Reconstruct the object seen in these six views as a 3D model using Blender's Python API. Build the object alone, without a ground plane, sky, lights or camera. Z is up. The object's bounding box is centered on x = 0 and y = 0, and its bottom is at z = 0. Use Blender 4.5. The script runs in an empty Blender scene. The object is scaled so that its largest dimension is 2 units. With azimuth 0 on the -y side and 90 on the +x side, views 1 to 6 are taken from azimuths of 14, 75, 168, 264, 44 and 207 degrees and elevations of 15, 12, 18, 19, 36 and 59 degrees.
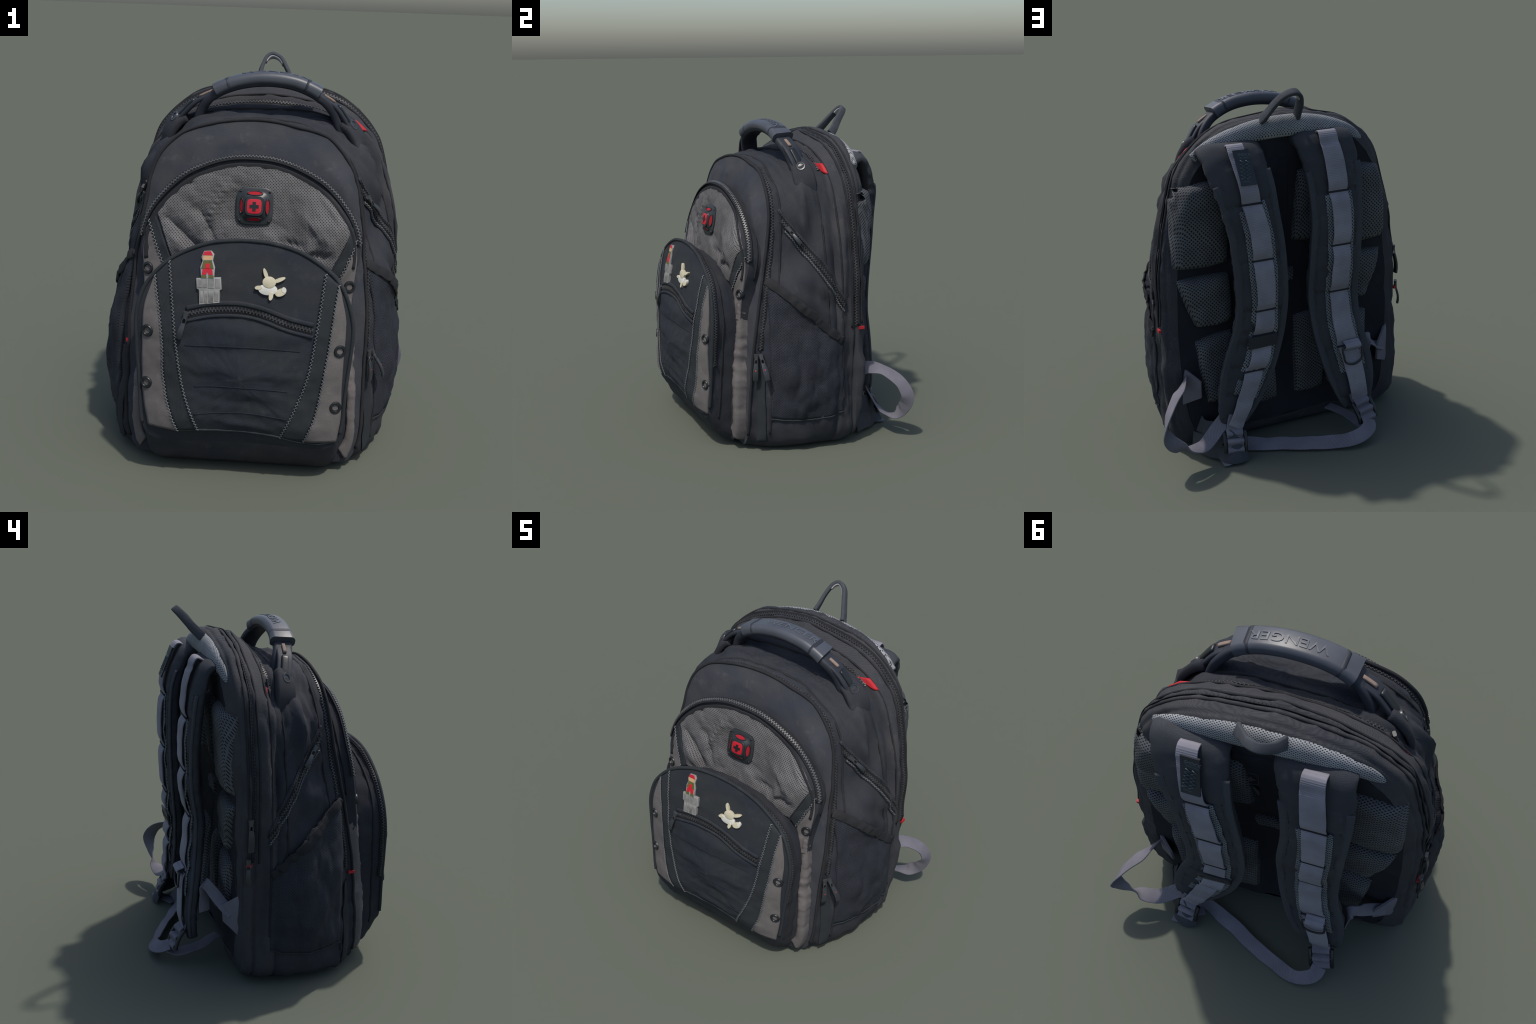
import bpy, bmesh, math, random
import numpy as np
from mathutils import Vector, noise
from mathutils.bvhtree import BVHTree

random.seed(7)
ROT = math.radians(10.0)          # the pack stands turned by ten degrees
OFF = 0.023

# ------------------------------------------------------------------ materials
class NT:
    """small helper to chain shader nodes"""
    def __init__(self, name):
        self.m = bpy.data.materials.new(name)
        self.m.use_nodes = True
        self.t = self.m.node_tree
        self.b = self.t.nodes["Principled BSDF"]
        self.co = self.t.nodes.new("ShaderNodeTexCoord").outputs["Object"]
        s = self.t.nodes.new("ShaderNodeSeparateXYZ")
        self.t.links.new(self.co, s.inputs[0])
        self.x, self.y, self.z = s.outputs
    def n(self, kind, **inp):
        k = self.t.nodes.new(kind)
        for a, v in inp.items():
            if a in ("operation", "blend_type", "data_type", "noise_dimensions", "feature", "wave_type", "bands_direction"):
                setattr(k, a, v)
        for a, v in inp.items():
            if a in k.inputs.keys():
                self.put(k.inputs[a], v)
        return k
    def put(self, sock, v):
        if isinstance(v, bpy.types.NodeSocket):
            self.t.links.new(v, sock)
        else:
            sock.default_value = v
    def math(self, op, a, b=0.0, clamp=False):
        k = self.t.nodes.new("ShaderNodeMath"); k.operation = op; k.use_clamp = clamp
        self.put(k.inputs[0], a); self.put(k.inputs[1], b)
        return k.outputs[0]
    def noise(self, scale, detail=3.0, rough=0.55, stretch=None):
        k = self.t.nodes.new("ShaderNodeTexNoise")
        k.inputs["Scale"].default_value = scale; k.inputs["Detail"].default_value = detail
        k.inputs["Roughness"].default_value = rough
        if stretch:
            mp = self.t.nodes.new("ShaderNodeMapping"); mp.inputs["Scale"].default_value = stretch
            self.t.links.new(self.co, mp.inputs[0]); self.t.links.new(mp.outputs[0], k.inputs["Vector"])
        else:
            self.t.links.new(self.co, k.inputs["Vector"])
        return k.outputs["Fac"]
    def ramp(self, f, stops):
        k = self.t.nodes.new("ShaderNodeValToRGB"); e = k.color_ramp.elements
        while len(e) < len(stops): e.new(0.5)
        for i, (p, c) in enumerate(stops):
            e[i].position = p; e[i].color = (*c, 1) if len(c) == 3 else c
        self.t.links.new(f, k.inputs[0])
        return k.outputs[0]
    def mix(self, f, a, b):
        k = self.t.nodes.new("ShaderNodeMix"); k.data_type = "RGBA"
        self.put(k.inputs[0], f)
        for s, v in ((k.inputs[6], a), (k.inputs[7], b)):
            self.put(s, (*v, 1) if isinstance(v, tuple) and len(v) == 3 else v)
        return k.outputs[2]
    def bump(self, h, strength=0.4, dist=0.004):
        k = self.t.nodes.new("ShaderNodeBump")
        k.inputs["Strength"].default_value = strength; k.inputs["Distance"].default_value = dist
        self.t.links.new(h, k.inputs["Height"]); self.t.links.new(k.outputs[0], self.b.inputs["Normal"])
    def done(self, col, rough=0.85, spec=0.3, **kw):
        self.put(self.b.inputs["Base Color"], (*col, 1) if isinstance(col, tuple) else col)
        self.put(self.b.inputs["Roughness"], rough)
        self.b.inputs["Specular IOR Level"].default_value = spec
        for k, v in kw.items():
            self.b.inputs[k.replace("_", " ")].default_value = v
        return self.m

def sc(c, f): return tuple(v * f for v in c)

def fabric(name, col, col2=None, pitch=0.0065, contrast=0.25, rough=0.85, sheen=0.0, bump=0.35):
    """woven cloth: two-way weave grain, soft patchy fade between two dyes"""
    q = NT(name)
    col2 = col2 or sc(col, 1.3)
    k = 2 * math.pi / pitch
    d1 = q.math("ADD", q.math("MULTIPLY", q.math("ADD", q.x, q.y), k), q.math("MULTIPLY", q.z, k))
    d2 = q.math("SUBTRACT", q.math("MULTIPLY", q.math("ADD", q.x, q.y), k), q.math("MULTIPLY", q.z, k))
    w = q.math("MULTIPLY", q.math("SINE", d1), q.math("SINE", d2))
    w01 = q.math("ADD", q.math("MULTIPLY", w, 0.5), 0.5)
    big = q.ramp(q.noise(4.0, 5.0, 0.62), [(0.36, col), (0.52, tuple((a + b) / 2 for a, b in zip(col, col2))), (0.66, col2)])
    big = q.mix(q.ramp(q.noise(11.0, 4.0, 0.7), [(0.58, (0, 0, 0)), (0.80, (1, 1, 1))]), big, sc(col2, 1.5))   # dusty rubbed spots
    fine = q.noise(160.0, 2.0)
    f = q.math("ADD", q.math("MULTIPLY", w01, 0.6), q.math("MULTIPLY", fine, 0.4))
    c = q.mix(f, q.mix(contrast, big, (0.0, 0.0, 0.0)), q.mix(contrast, big, sc(col2, 1.9)))
    q.bump(f, bump, 0.003)
    return q.done(c, rough, 0.25, Sheen_Weight=sheen)

def airmesh(name, thread, hole, pitch=0.0105, thr=0.35, plane="xz", rough=0.8, squash=1.0, patch=0.25):
    """spacer mesh: staggered rows of dark eyelets between pale threads"""
    q = NT(name)
    k = 2 * math.pi / pitch
    u = q.x if plane[0] == "x" else q.y
    v = q.math("SUBTRACT", q.z, q.y) if plane == "xz" and squash != 1.0 else q.z
    wob = q.math("MULTIPLY", q.math("SUBTRACT", q.noise(9.0, 2.0), 0.5), 0.012)
    u = q.math("ADD", u, wob)
    a = q.math("COSINE", q.math("MULTIPLY", u, k))
    b = q.math("COSINE", q.math("MULTIPLY", v, k * squash))
    s = q.math("ADD", a, b)
    h = q.math("MULTIPLY", a, b)                       # checker of eyelets
    hole_f = q.ramp(h, [(thr, (0, 0, 0)), (min(thr + 0.35, 1.0), (1, 1, 1))])
    tone = q.ramp(q.noise(6.0, 4.0, 0.6), [(0.3, sc(thread, 1 - patch)), (0.7, sc(thread, 1 + patch))])
    c = q.mix(hole_f, tone, hole)
    q.bump(q.math("SUBTRACT", 1.0, hole_f), 0.6, 0.004)
    return q.done(c, rough, 0.25)

def webbing(name, col, pitch=0.009, axis="z"):
    q = NT(name)
    k = 2 * math.pi / pitch
    s = {"z": q.z, "x": q.x, "s": q.math("ADD", q.x, q.math("ADD", q.y, q.z))}[axis]
    rib = q.math("ADD", q.math("MULTIPLY", q.math("SINE", q.math("MULTIPLY", s, k)), 0.5), 0.5)
    fine = q.noise(200.0, 2.0)
    f = q.math("ADD", q.math("MULTIPLY", rib, 0.6), q.math("MULTIPLY", fine, 0.4))
    tone = q.ramp(q.noise(7.0, 3.0), [(0.3, sc(col, 0.85)), (0.7, sc(col, 1.15))])
    c = q.mix(f, q.mix(0.22, tone, (0, 0, 0)), tone)
    q.bump(f, 0.3, 0.003)
    return q.done(c, 0.8, 0.25)

def plain(name, col, rough=0.5, spec=0.4, var=0.15, metal=0.0, scale=14.0):
    q = NT(name)
    c = q.ramp(q.noise(scale, 3.0), [(0.3, sc(col, 1 - var)), (0.7, sc(col, 1 + var))])
    q.bump(q.noise(90.0, 2.0), 0.08, 0.003)
    return q.done(c, rough, spec, Metallic=metal)

M = dict(
    nylon=fabric("dark_nylon", (0.018, 0.022, 0.033), (0.038, 0.039, 0.043), 0.010, 0.34),
    weave=fabric("coarse_black_weave", (0.026, 0.029, 0.039), (0.051, 0.051, 0.054), 0.0115, 0.45),
    panel=fabric("blue_black_cloth", (0.019, 0.023, 0.034), (0.029, 0.032, 0.034), 0.006, 0.18),
    upper=fabric("lighter_blue_black_cloth", (0.033, 0.037, 0.052), (0.054, 0.055, 0.059), 0.006, 0.2),
    base=fabric("base_cloth", (0.016, 0.019, 0.026), (0.022, 0.025, 0.032), 0.006, 0.2),
    trim=fabric("dark_trim_tape", (0.022, 0.026, 0.030), (0.030, 0.034, 0.037), 0.005, 0.2),
    binding=fabric("edge_binding", (0.018, 0.019, 0.022), (0.026, 0.026, 0.028), 0.005, 0.2),
    grey_mesh=airmesh("grey_mesh_cloth", (0.124, 0.120, 0.120), (0.020, 0.020, 0.022), 0.0140, 0.30, "xz"),
    taupe=fabric("taupe_twill", (0.110, 0.100, 0.098), (0.150, 0.136, 0.132), 0.0075, 0.32),
    pocket_mesh=airmesh("side_pocket_mesh", (0.025, 0.028, 0.036), (0.010, 0.012, 0.016), 0.0150, 0.4, "yz"),
    pad_mesh=airmesh("back_pad_mesh", (0.092, 0.097, 0.104), (0.008, 0.009, 0.011), 0.0220, 0.18, "xz", squash=1.1),
    roll_mesh=airmesh("top_roll_mesh", (0.250, 0.260, 0.270), (0.018, 0.020, 0.024), 0.0165, 0.22, "xz", squash=1.1),  # thread tone brightened for direct sun falling on the roll's top
    web=webbing("lavender_grey_webbing", (0.250, 0.243, 0.278), 0.0085, "z"),
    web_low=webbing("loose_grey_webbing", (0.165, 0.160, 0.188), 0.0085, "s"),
    web_pale=plain("pale_worn_webbing", (0.34, 0.34, 0.34), 0.85, 0.2),
    strap=fabric("strap_cloth", (0.034, 0.038, 0.046), (0.046, 0.049, 0.056), 0.007, 0.3),
    strap_edge=fabric("strap_binding", (0.046, 0.051, 0.060), (0.058, 0.062, 0.070), 0.006, 0.2),
    strap_mesh=airmesh("strap_edge_mesh", (0.165, 0.180, 0.190), (0.012, 0.013, 0.016), 0.0165, 0.1, "xz", squash=0.9),
    backcloth=fabric("back_panel_cloth", (0.012, 0.014, 0.019), (0.018, 0.019, 0.024), 0.007, 0.25),
    rubber=plain("handle_rubber", (0.062, 0.068, 0.082), 0.42, 0.5, 0.12, scale=9.0),
    handle_cloth=plain("handle_band", (0.026, 0.029, 0.038), 0.6, 0.35, 0.15),
    letter=plain("moulded_letters", (0.085, 0.092, 0.108), 0.45, 0.5, 0.05),
    teeth=plain("zip_teeth", (0.085, 0.086, 0.088), 0.4, 0.5, 0.3, scale=40.0),
    teeth_dark=plain("dark_zip_teeth", (0.040, 0.040, 0.043), 0.45, 0.5, 0.3, scale=40.0),
    tape=plain("zip_tape", (0.014, 0.015, 0.017), 0.8, 0.25),
    pull=plain("zip_pull_plastic", (0.030, 0.033, 0.038), 0.35, 0.5),
    pull_metal=plain("dull_metal", (0.075, 0.078, 0.082), 0.45, 0.5, 0.2, 0.5),
    plastic=plain("black_plastic", (0.012, 0.014, 0.016), 0.38, 0.5),
    emblem=plain("emblem_plastic", (0.022, 0.026, 0.028), 0.4, 0.5),
    red=plain("red_tape", (0.40, 0.016, 0.022), 0.6, 0.3, 0.12),
    red_dark=plain("dull_red_tape", (0.20, 0.012, 0.018), 0.7, 0.3, 0.15),
    red_gloss=plain("red_enamel", (0.50, 0.012, 0.026), 0.35, 0.5, 0.08),
    red_mesh=fabric("red_mesh", (0.22, 0.008, 0.016), (0.36, 0.012, 0.022), 0.009, 0.5),
    stitch=plain("grey_thread", (0.170, 0.180, 0.185), 0.85, 0.2, 0.2, scale=60.0),
    stitch_dark=plain("dark_thread", (0.055, 0.057, 0.060), 0.85, 0.2, 0.2, scale=60.0),
    tan=plain("worn_tan_foam", (0.25, 0.185, 0.15), 0.85, 0.2, 0.15),
    silver=plain("pin_silver", (0.36, 0.355, 0.34), 0.35, 0.5, 0.15, 0.3),
    pin_grey=plain("pin_grey", (0.20, 0.195, 0.185), 0.4, 0.5, 0.35, scale=30.0),
    cream=plain("pin_cream", (0.55, 0.50, 0.36), 0.4, 0.4, 0.10),
    ivory=plain("pin_ivory", (0.62, 0.61, 0.55), 0.4, 0.4, 0.06),
    skin=plain("pin_tan", (0.55, 0.34, 0.17), 0.4, 0.4, 0.08),
    olive=plain("pin_olive", (0.10, 0.10, 0.025), 0.4, 0.4, 0.1),
    label=plain("rubber_label", (0.022, 0.027, 0.033), 0.45, 0.4),
    label_print=plain("label_print", (0.085, 0.115, 0.13), 0.5, 0.4, 0.1),
    faint=plain("faint_print", (0.045, 0.047, 0.052), 0.7, 0.3, 0.1),
)

# ------------------------------------------------------------------ mesh tools
root = bpy.data.objects.new("backpack", None)
bpy.context.scene.collection.objects.link(root)
root.location = (OFF * math.cos(ROT), OFF * math.sin(ROT), 0)
root.rotation_euler = (0, 0, ROT)
root["label"] = "black and grey travel backpack with padded shoulder straps"
root["category"] = "backpack"

def add(name, verts, faces, mat, parent=None, smooth=True, kind=None, angle=None):
    me = bpy.data.meshes.new(name)
    me.from_pydata([tuple(map(float, v)) for v in verts], [], [tuple(map(int, f)) for f in faces])
    bm = bmesh.new(); bm.from_mesh(me)
    bmesh.ops.recalc_face_normals(bm, faces=bm.faces)
    bm.to_mesh(me); bm.free()
    me.materials.append(M[mat] if isinstance(mat, str) else mat)
    if smooth:
        me.polygons.foreach_set("use_smooth", [True] * len(me.polygons))
        if angle: me.set_sharp_from_angle(angle=math.radians(angle))
    me.update()
    ob = bpy.data.objects.new(name, me)
    bpy.context.scene.collection.objects.link(ob)
    ob.parent = parent or root
    if kind: ob["kind"] = kind
    return ob

def cr(pts, n, closed=False):
    """Catmull-Rom through the points, resampled to n points of even spacing"""
    P = np.array(pts, float)
    if len(P) == 2:
        return P[0] + (P[1] - P[0]) * np.linspace(0, 1, n)[:, None]
    if closed: E = np.vstack([P[-1], P, P[0], P[1]])
    else: E = np.vstack([2 * P[0] - P[1], P, 2 * P[-1] - P[-2]])
    out = []
    for i in range(len(E) - 3):
        a, b, c, d = E[i:i + 4]
        t = np.linspace(0, 1, 24, endpoint=False)[:, None]
        out.append(0.5 * (2 * b + (c - a) * t + (2 * a - 5 * b + 4 * c - d) * t**2 + (3 * b - a - 3 * c + d) * t**3))
    out = np.vstack(out + [E[-2][None]])
    s = np.r_[0, np.cumsum(np.linalg.norm(np.diff(out, axis=0), axis=1))]
    q = np.linspace(0, s[-1], n, endpoint=not closed)
    return np.stack([np.interp(q, s, out[:, k]) for k in range(P.shape[1])], 1)

def grid_faces(r, c, wrap=False):
    f = []
    for i in range(r - 1):
        for j in range(c if wrap else c - 1):
            k = (j + 1) % c
            f.append((i * c + j, i * c + k, (i + 1) * c + k, (i + 1) * c + j))
    return f

def unit(v):
    v = np.asarray(v, float)
    return v / (np.linalg.norm(v, axis=-1, keepdims=True) + 1e-12)

def tangents(P):
    return unit(np.gradient(P, axis=0))

def fbm(p, s, seed=0.0, oct=4):
    return noise.fractal(Vector((p[0] * s + seed, p[1] * s - seed * 0.7, p[2] * s + 3.1 * seed)), 0.6, 2.0, oct)

def sweep(path, normal, sec, close_ends=True):
    """sec: (m,2) closed section in (side, normal) axes; may be a function of t in 0..1"""
    P = np.array(path, float); N = len(P)
    T = tangents(P)
    Nn = np.array(normal, float)
    if Nn.ndim == 1: Nn = np.tile(Nn, (N, 1))
    Nn = unit(Nn - (Nn * T).sum(1)[:, None] * T)
    B = np.cross(T, Nn)
    V = []
    for i in range(N):
        s = sec(i / (N - 1)) if callable(sec) else sec
        V.append(P[i] + s[:, :1] * B[i] + s[:, 1:2] * Nn[i])
    m = len(V[0]); V = np.vstack(V)
    F = grid_faces(N, m, True)
    if close_ends:
        F.append(tuple(range(m))); F.append(tuple(range((N - 1) * m, N * m)))
    return V, F

def rrect(w, h, r=None, k=4):
    """rounded rectangle section of full width w, height h"""
    r = min(w, h) / 2 * 0.98 if r is None else r
    out = []
    for cx, cy, a0 in ((w / 2 - r, h / 2 - r, 0), (-w / 2 + r, h / 2 - r, 90), (-w / 2 + r, -h / 2 + r, 180), (w / 2 - r, -h / 2 + r, 270)):
        for j in range(k + 1):
            a = math.radians(a0 + 90 * j / k)
            out.append((cx + r * math.cos(a), cy + r * math.sin(a)))
    return np.array(out)

def circ(r, k=8):
    a = np.linspace(0, 2 * np.pi, k, endpoint=False)
    return np.stack([np.cos(a) * r, np.sin(a) * r], 1)

class Bag:
    """collects pieces that become one mesh"""
    def __init__(self): self.V, self.F, self.n = [], [], 0
    def put(self, V, F):
        self.V.append(np.asarray(V, float)); self.F += [tuple(i + self.n for i in f) for f in F]; self.n += len(V)
    def make(self, name, mat, parent=None, **kw):
        return add(name, np.vstack(self.V), self.F, mat, parent, **kw)

def box(c, ax, ay, az, hx, hy, hz):
    c, ax, ay, az = map(np.asarray, (c, ax, ay, az))
    V = [c + sx * hx * ax + sy * hy * ay + sz * hz * az for sx in (-1, 1) for sy in (-1, 1) for sz in (-1, 1)]
    return V, [(0, 1, 3, 2), (4, 6, 7, 5), (0, 4, 5, 1), (2, 3, 7, 6), (0, 2, 6, 4), (1, 5, 7, 3)]

def shear(y):
    """the front of the sagging pack has slid a little to the left"""
    return np.interp(y, [-0.20, 0.15], [-0.035, 0.004])

# ------------------------------------------------------------------ the compartments
HALF = 72
def half_ring(pts, ys):
    """right half of a compartment outline: (x, z) from bottom centre to top centre; ys = [(z, y)]"""
    c = cr(pts, HALF)
    ys = sorted(ys)
    y = np.interp(c[:, 1], [a for a, _ in ys], [b for _, b in ys])
    k = np.ones(5) / 5
    y = np.convolve(np.r_[y[:1], y[:1], y, y[-1:], y[-1:]], k, "valid")
    return np.stack([c[:, 0], y, c[:, 1]], 1)

def full(h, top_lift=None):
    l = h[1:-1][::-1].copy(); l[:, 0] *= -1
    r = np.vstack([h, l])
    r[:, 0] += shear(r[:, 1])
    return r

def interp_rings(rings, sub):
    """smooth in-between rings"""
    R = np.array(rings); E = np.concatenate([[2 * R[0] - R[1]], R, [2 * R[-1] - R[-2]]])
    out = []
    for i in range(len(R) - 1):
        a, b, c, d = E[i:i + 4]
        for j in range(sub):
            t = j / sub
            out.append(0.5 * (2 * b + (c - a) * t + (2 * a - 5 * b + 4 * c - d) * t**2 + (3 * b - a - 3 * c + d) * t**3))
    out.append(R[-1])
    return np.array(out)

def cap(ring, centre, dome, n=26, power=3.0, zpow=None):
    """concentric rings from the rim in to the centre, swelling to the front by dome(x, z)"""
    out = []
    for i in range(1, n + 1):
        t = 1 - i / n
        t = t ** 0.9
        p = ring.copy()
        p[:, 0] = centre[0] + (ring[:, 0] - centre[0]) * t
        p[:, 2] = centre[1] + (ring[:, 2] - centre[1]) * t
        p[:, 1] = ring[:, 1] * t**1.0 + centre[2] * (1 - t) + 0
        p[:, 1] += dome * (1 - t**power)
        out.append(p)
    return np.array(out)

def seg_dist(x, z, a, b):
    ax, az = a; bx, bz = b
    dx, dz = bx - ax, bz - az
    t = max(0, min(1, ((x - ax) * dx + (z - az) * dz) / (dx * dx + dz * dz)))
    return math.hypot(x - ax - t * dx, z - az - t * dz), t

def folds(x, z, lines):
    """creases: (start, end, width, height); height < 0 is a groove"""
    s = 0.0
    for a, b, w, h in lines:
        d, t = seg_dist(x, z, a, b)
        if d < 3 * w:
            s += h * math.exp(-(d / w) ** 2) * (0.35 + 0.65 * math.sin(math.pi * (0.08 + 0.84 * t)))
    return s

def grid_normals(G, wrap=True):
    du = np.gradient(G, axis=0)
    dv = (np.roll(G, -1, 1) - np.roll(G, 1, 1)) if wrap else np.gradient(G, axis=1)
    return unit(np.cross(dv, du))

# rings of the carcass, from the back panel forward
RINGS = [
 ([(0,.09),(.48,.09),(.585,.15),(.63,.45),(.63,.8),(.61,1.13),(.58,1.36),(.52,1.55),(.44,1.66),(.33,1.745),(.2,1.795),(0,1.825)], [(0,.265),(.3,.283),(1.0,.300),(1.3,.318),(1.55,.345),(1.7,.358),(1.85,.362)]),
 ([(0,.03),(.50,.03),(.64,.07),(.69,.22),(.693,.5),(.685,.8),(.668,1.13),(.63,1.36),(.57,1.57),(.485,1.70),(.385,1.78),(.22,1.835),(0,1.863)], [(0,.250),(.3,.268),(1.2,.285),(1.85,.32)]),
 ([(0,.01),(.52,.01),(.66,.045),(.712,.15),(.718,.45),(.708,.75),(.69,1.13),(.65,1.36),(.59,1.57),(.505,1.695),(.40,1.775),(.24,1.83),(0,1.862)], [(0,.225),(.8,.24),(1.85,.255)]),
 ([(0,.005),(.54,.005),(.67,.04),(.72,.14),(.724,.45),(.712,.75),(.69,1.12),(.648,1.36),(.585,1.56),(.495,1.68),(.385,1.755),(.22,1.815),(0,1.845)], [(0,.18),(1.85,.20)]),
 ([(0,0),(.54,0),(.67,.03),(.725,.13),(.732,.45),(.718,.75),(.69,1.1),(.64,1.36),(.57,1.55),(.48,1.665),(.365,1.735),(.2,1.785),(0,1.805)], [(0,.12),(1.85,.13)]),
 ([(0,0),(.54,0),(.665,.03),(.725,.13),(.738,.42),(.725,.7),(.685,1.05),(.615,1.36),(.545,1.53),(.455,1.645),(.34,1.70),(.2,1.725),(0,1.735)], [(0,.03),(1.85,.045)]),
 ([(0,0),(.52,0),(.65,.025),(.705,.12),(.715,.4),(.695,.7),(.635,1.05),(.56,1.36),(.505,1.53),(.42,1.62),(.315,1.69),(.19,1.715),(0,1.724)], [(0,-.13),(.6,-.12),(1.3,-.07),(1.85,-.06)]),
 ([(0,.0),(.48,.0),(.60,.02),(.65,.12),(.66,.4),(.645,.7),(.59,1.05),(.525,1.36),(.470,1.515),(.385,1.605),(.285,1.67),(.18,1.695),(0,1.703)], [(0,-.29),(.6,-.26),(1.1,-.19),(1.4,-.15),(1.85,-.14)]),
 ([(0,.02),(.44,.02),(.535,.04),(.580,.15),(.590,.4),(.585,.7),(.568,.95),(.55,1.15),(.515,1.38),(.46,1.53),(.375,1.625),(.275,1.668),(.17,1.694),(0,1.705)], [(0,-.42),(.3,-.41),(.6,-.385),(.9,-.335),(1.15,-.285),(1.4,-.235),(1.85,-.205)]),
]
# soft swellings of the stuffed sides: (side, y, z, spread y, spread z, height)
SWELL = [(1,-.12,.97,.11,.14,.062),(1,-.05,.45,.20,.25,.012),(-1,-.15,1.02,.08,.10,.012),(-1,-.05,.10,.40,.12,.018),(-1,-.30,.2,.10,.2,.012)]
SUB = 7
rings = [full(half_ring(p, y)) for p, y in RINGS]
G = interp_rings(rings, SUB)
NR = HALF * 2 - 2
GN = grid_normals(G)
cen = G.mean(axis=(0, 1))
if ((G - cen) * GN).sum() < 0: GN = -GN
SEAMS = {2.55: 0.016, 4.45: 0.014, 7.75: 0.014, 1.0: 0.008, 5.5: 0.010}
SIDE_FOLDS = [((-.02,1.62),(-.06,1.28),.03,.016),((.05,1.55),(.10,1.05),.028,-.014),((-.10,1.50),(.02,1.12),.025,.012),
              ((.16,1.45),(.13,.95),.022,.010),((-.13,1.02),(.10,.86),.025,-.012),((-.28,.98),(-.24,.62),.02,.008),
              ((.17,.62),(.20,.15),.03,-.012),((.25,.60),(.27,.2),.025,.009),((-.1,1.62),(.06,1.60),.03,-.014)]
for i in range(len(G)):
    v = i / SUB
    for j in range(NR):
        p = G[i, j]; n = GN[i, j]
        d = 0.011 * fbm(p, 5.0, 2.0) + 0.006 * fbm(p, 15.0, 5.0)
        for s, a in SEAMS.items():
            d -= a * math.exp(-((v - s) / 0.16) ** 2)
        if abs(n[0]) > 0.3 and 0.05 < p[2]:
            d += 1.9 * folds(p[1], p[2], SIDE_FOLDS) * min(1, abs(n[0]) * 1.3) * (1 if p[0] > 0 else 0.9)
        if 1.15 < p[2] < 1.75 and -.17 < p[1] < .12 and v < 7.4:     # slack cloth gathered under the handle anchors
            q = (p[0] * 1.2 + p[1] * 3.0, p[1] * 5.0, p[2] * 1.6)
            d += (.022 * fbm(q, 3.2, 31.0, 3)) * min(1, (p[2] - 1.15) / .2) * min(1, abs(p[0]) / .25)
        if abs(n[0]) > .5 and .15 < p[2] < 1.3:
            d += .011 * fbm((p[0], p[1] * 2.6, p[2] * .7), 4.5, 51.0, 3) * min(1, (p[2] - .15) / .15)
        for sd_, cy, cz, wy, wz, hh in SWELL:
            if p[0] * sd_ > .3:
                d += hh * math.exp(-((p[1] - cy) / wy) ** 2 - ((p[2] - cz) / wz) ** 2)
        if p[2] < 0.04: d *= 0.15
        G[i, j] = p + n * d
G[:, :, 2] = np.maximum(G[:, :, 2], 0.0)

def slab(i0, i1):
    return G[i0:i1 + 1].reshape(-1, 3), grid_faces(i1 - i0 + 1, NR, True)

CUT1, CUT2 = int(2.57 * SUB), int(4.43 * SUB)
V, F = slab(0, CUT1)
rear = add("laptop_compartment", V, F, "weave")
V, F = slab(CUT1, CUT2)
mainc = add("main_compartment", V, F, "weave")
V, F = slab(CUT2, len(G) - 1)
midc = add("front_compartment_gusset", V, F, "nylon")

# back panel (slightly sunken, domed cushion base)
ring0 = G[0]
bc = cap(ring0, (0.0, 0.95, 0.265), 0.0, 16, 2.0)
V = np.vstack([ring0[None], bc]).reshape(-1, 3)
for k in range(len(V)):
    V[k, 1] += 0.005 * fbm(V[k], 6, 9.0) - 0.012 * math.exp(-((V[k, 0] - .02) / .06) ** 2)
    V[k, 1] += .055 * math.exp(-((V[k, 0] - .36) / .20) ** 2 - ((V[k, 2] - .22) / .22) ** 2)      # sag on the right
back = add("back_panel", V, grid_faces(17, NR, True), "backcloth")

# face of the front compartment (the dark upper arch)
FACE_SWELL = {   # (x, z, spread x, spread z, how far forward)
    "front_compartment": [(.42,1.40,.12,.14,.048)],
    "organiser_pocket": [(.37,1.24,.13,.16,.054),(-.12,1.32,.18,.12,-.012)],
    "front_pocket": [(.08,.68,.22,.16,.012)],
}
def face_mesh(name, rim, centre, dome, power, mat, wr, lines=(), n=30, seedv=1.0):
    C = cap(rim, centre, dome, n, power)
    GG = np.concatenate([rim[None], C])
    for i in range(1, len(GG)):
        for j in range(GG.shape[1]):
            p = GG[i, j]
            w = min(1, i / 3)
            GG[i, j, 1] += w * (wr * fbm(p, 6, seedv) + wr * 0.4 * fbm(p, 18, seedv + 3) - folds(p[0], p[2], lines)
                               - sum(h * math.exp(-((p[0] - cx) / sx) ** 2 - ((p[2] - cz) / sz) ** 2) for cx, cz, sx, sz, h in FACE_SWELL[name]))
    return GG, add(name, GG.reshape(-1, 3), grid_faces(len(GG), GG.shape[1], True), mat)

rimB = G[-1]
GB, faceB = face_mesh("front_compartment", rimB, (-.035, .9, -.36), -.055, 3.5, "upper", .007,
    [((-.42,1.45),(-.30,1.52),.03,-.008),((.20,1.60),(.40,1.42),.03,.008),((-.2,1.62),(.05,1.60),.02,.006)], seedv=4.0)

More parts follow.
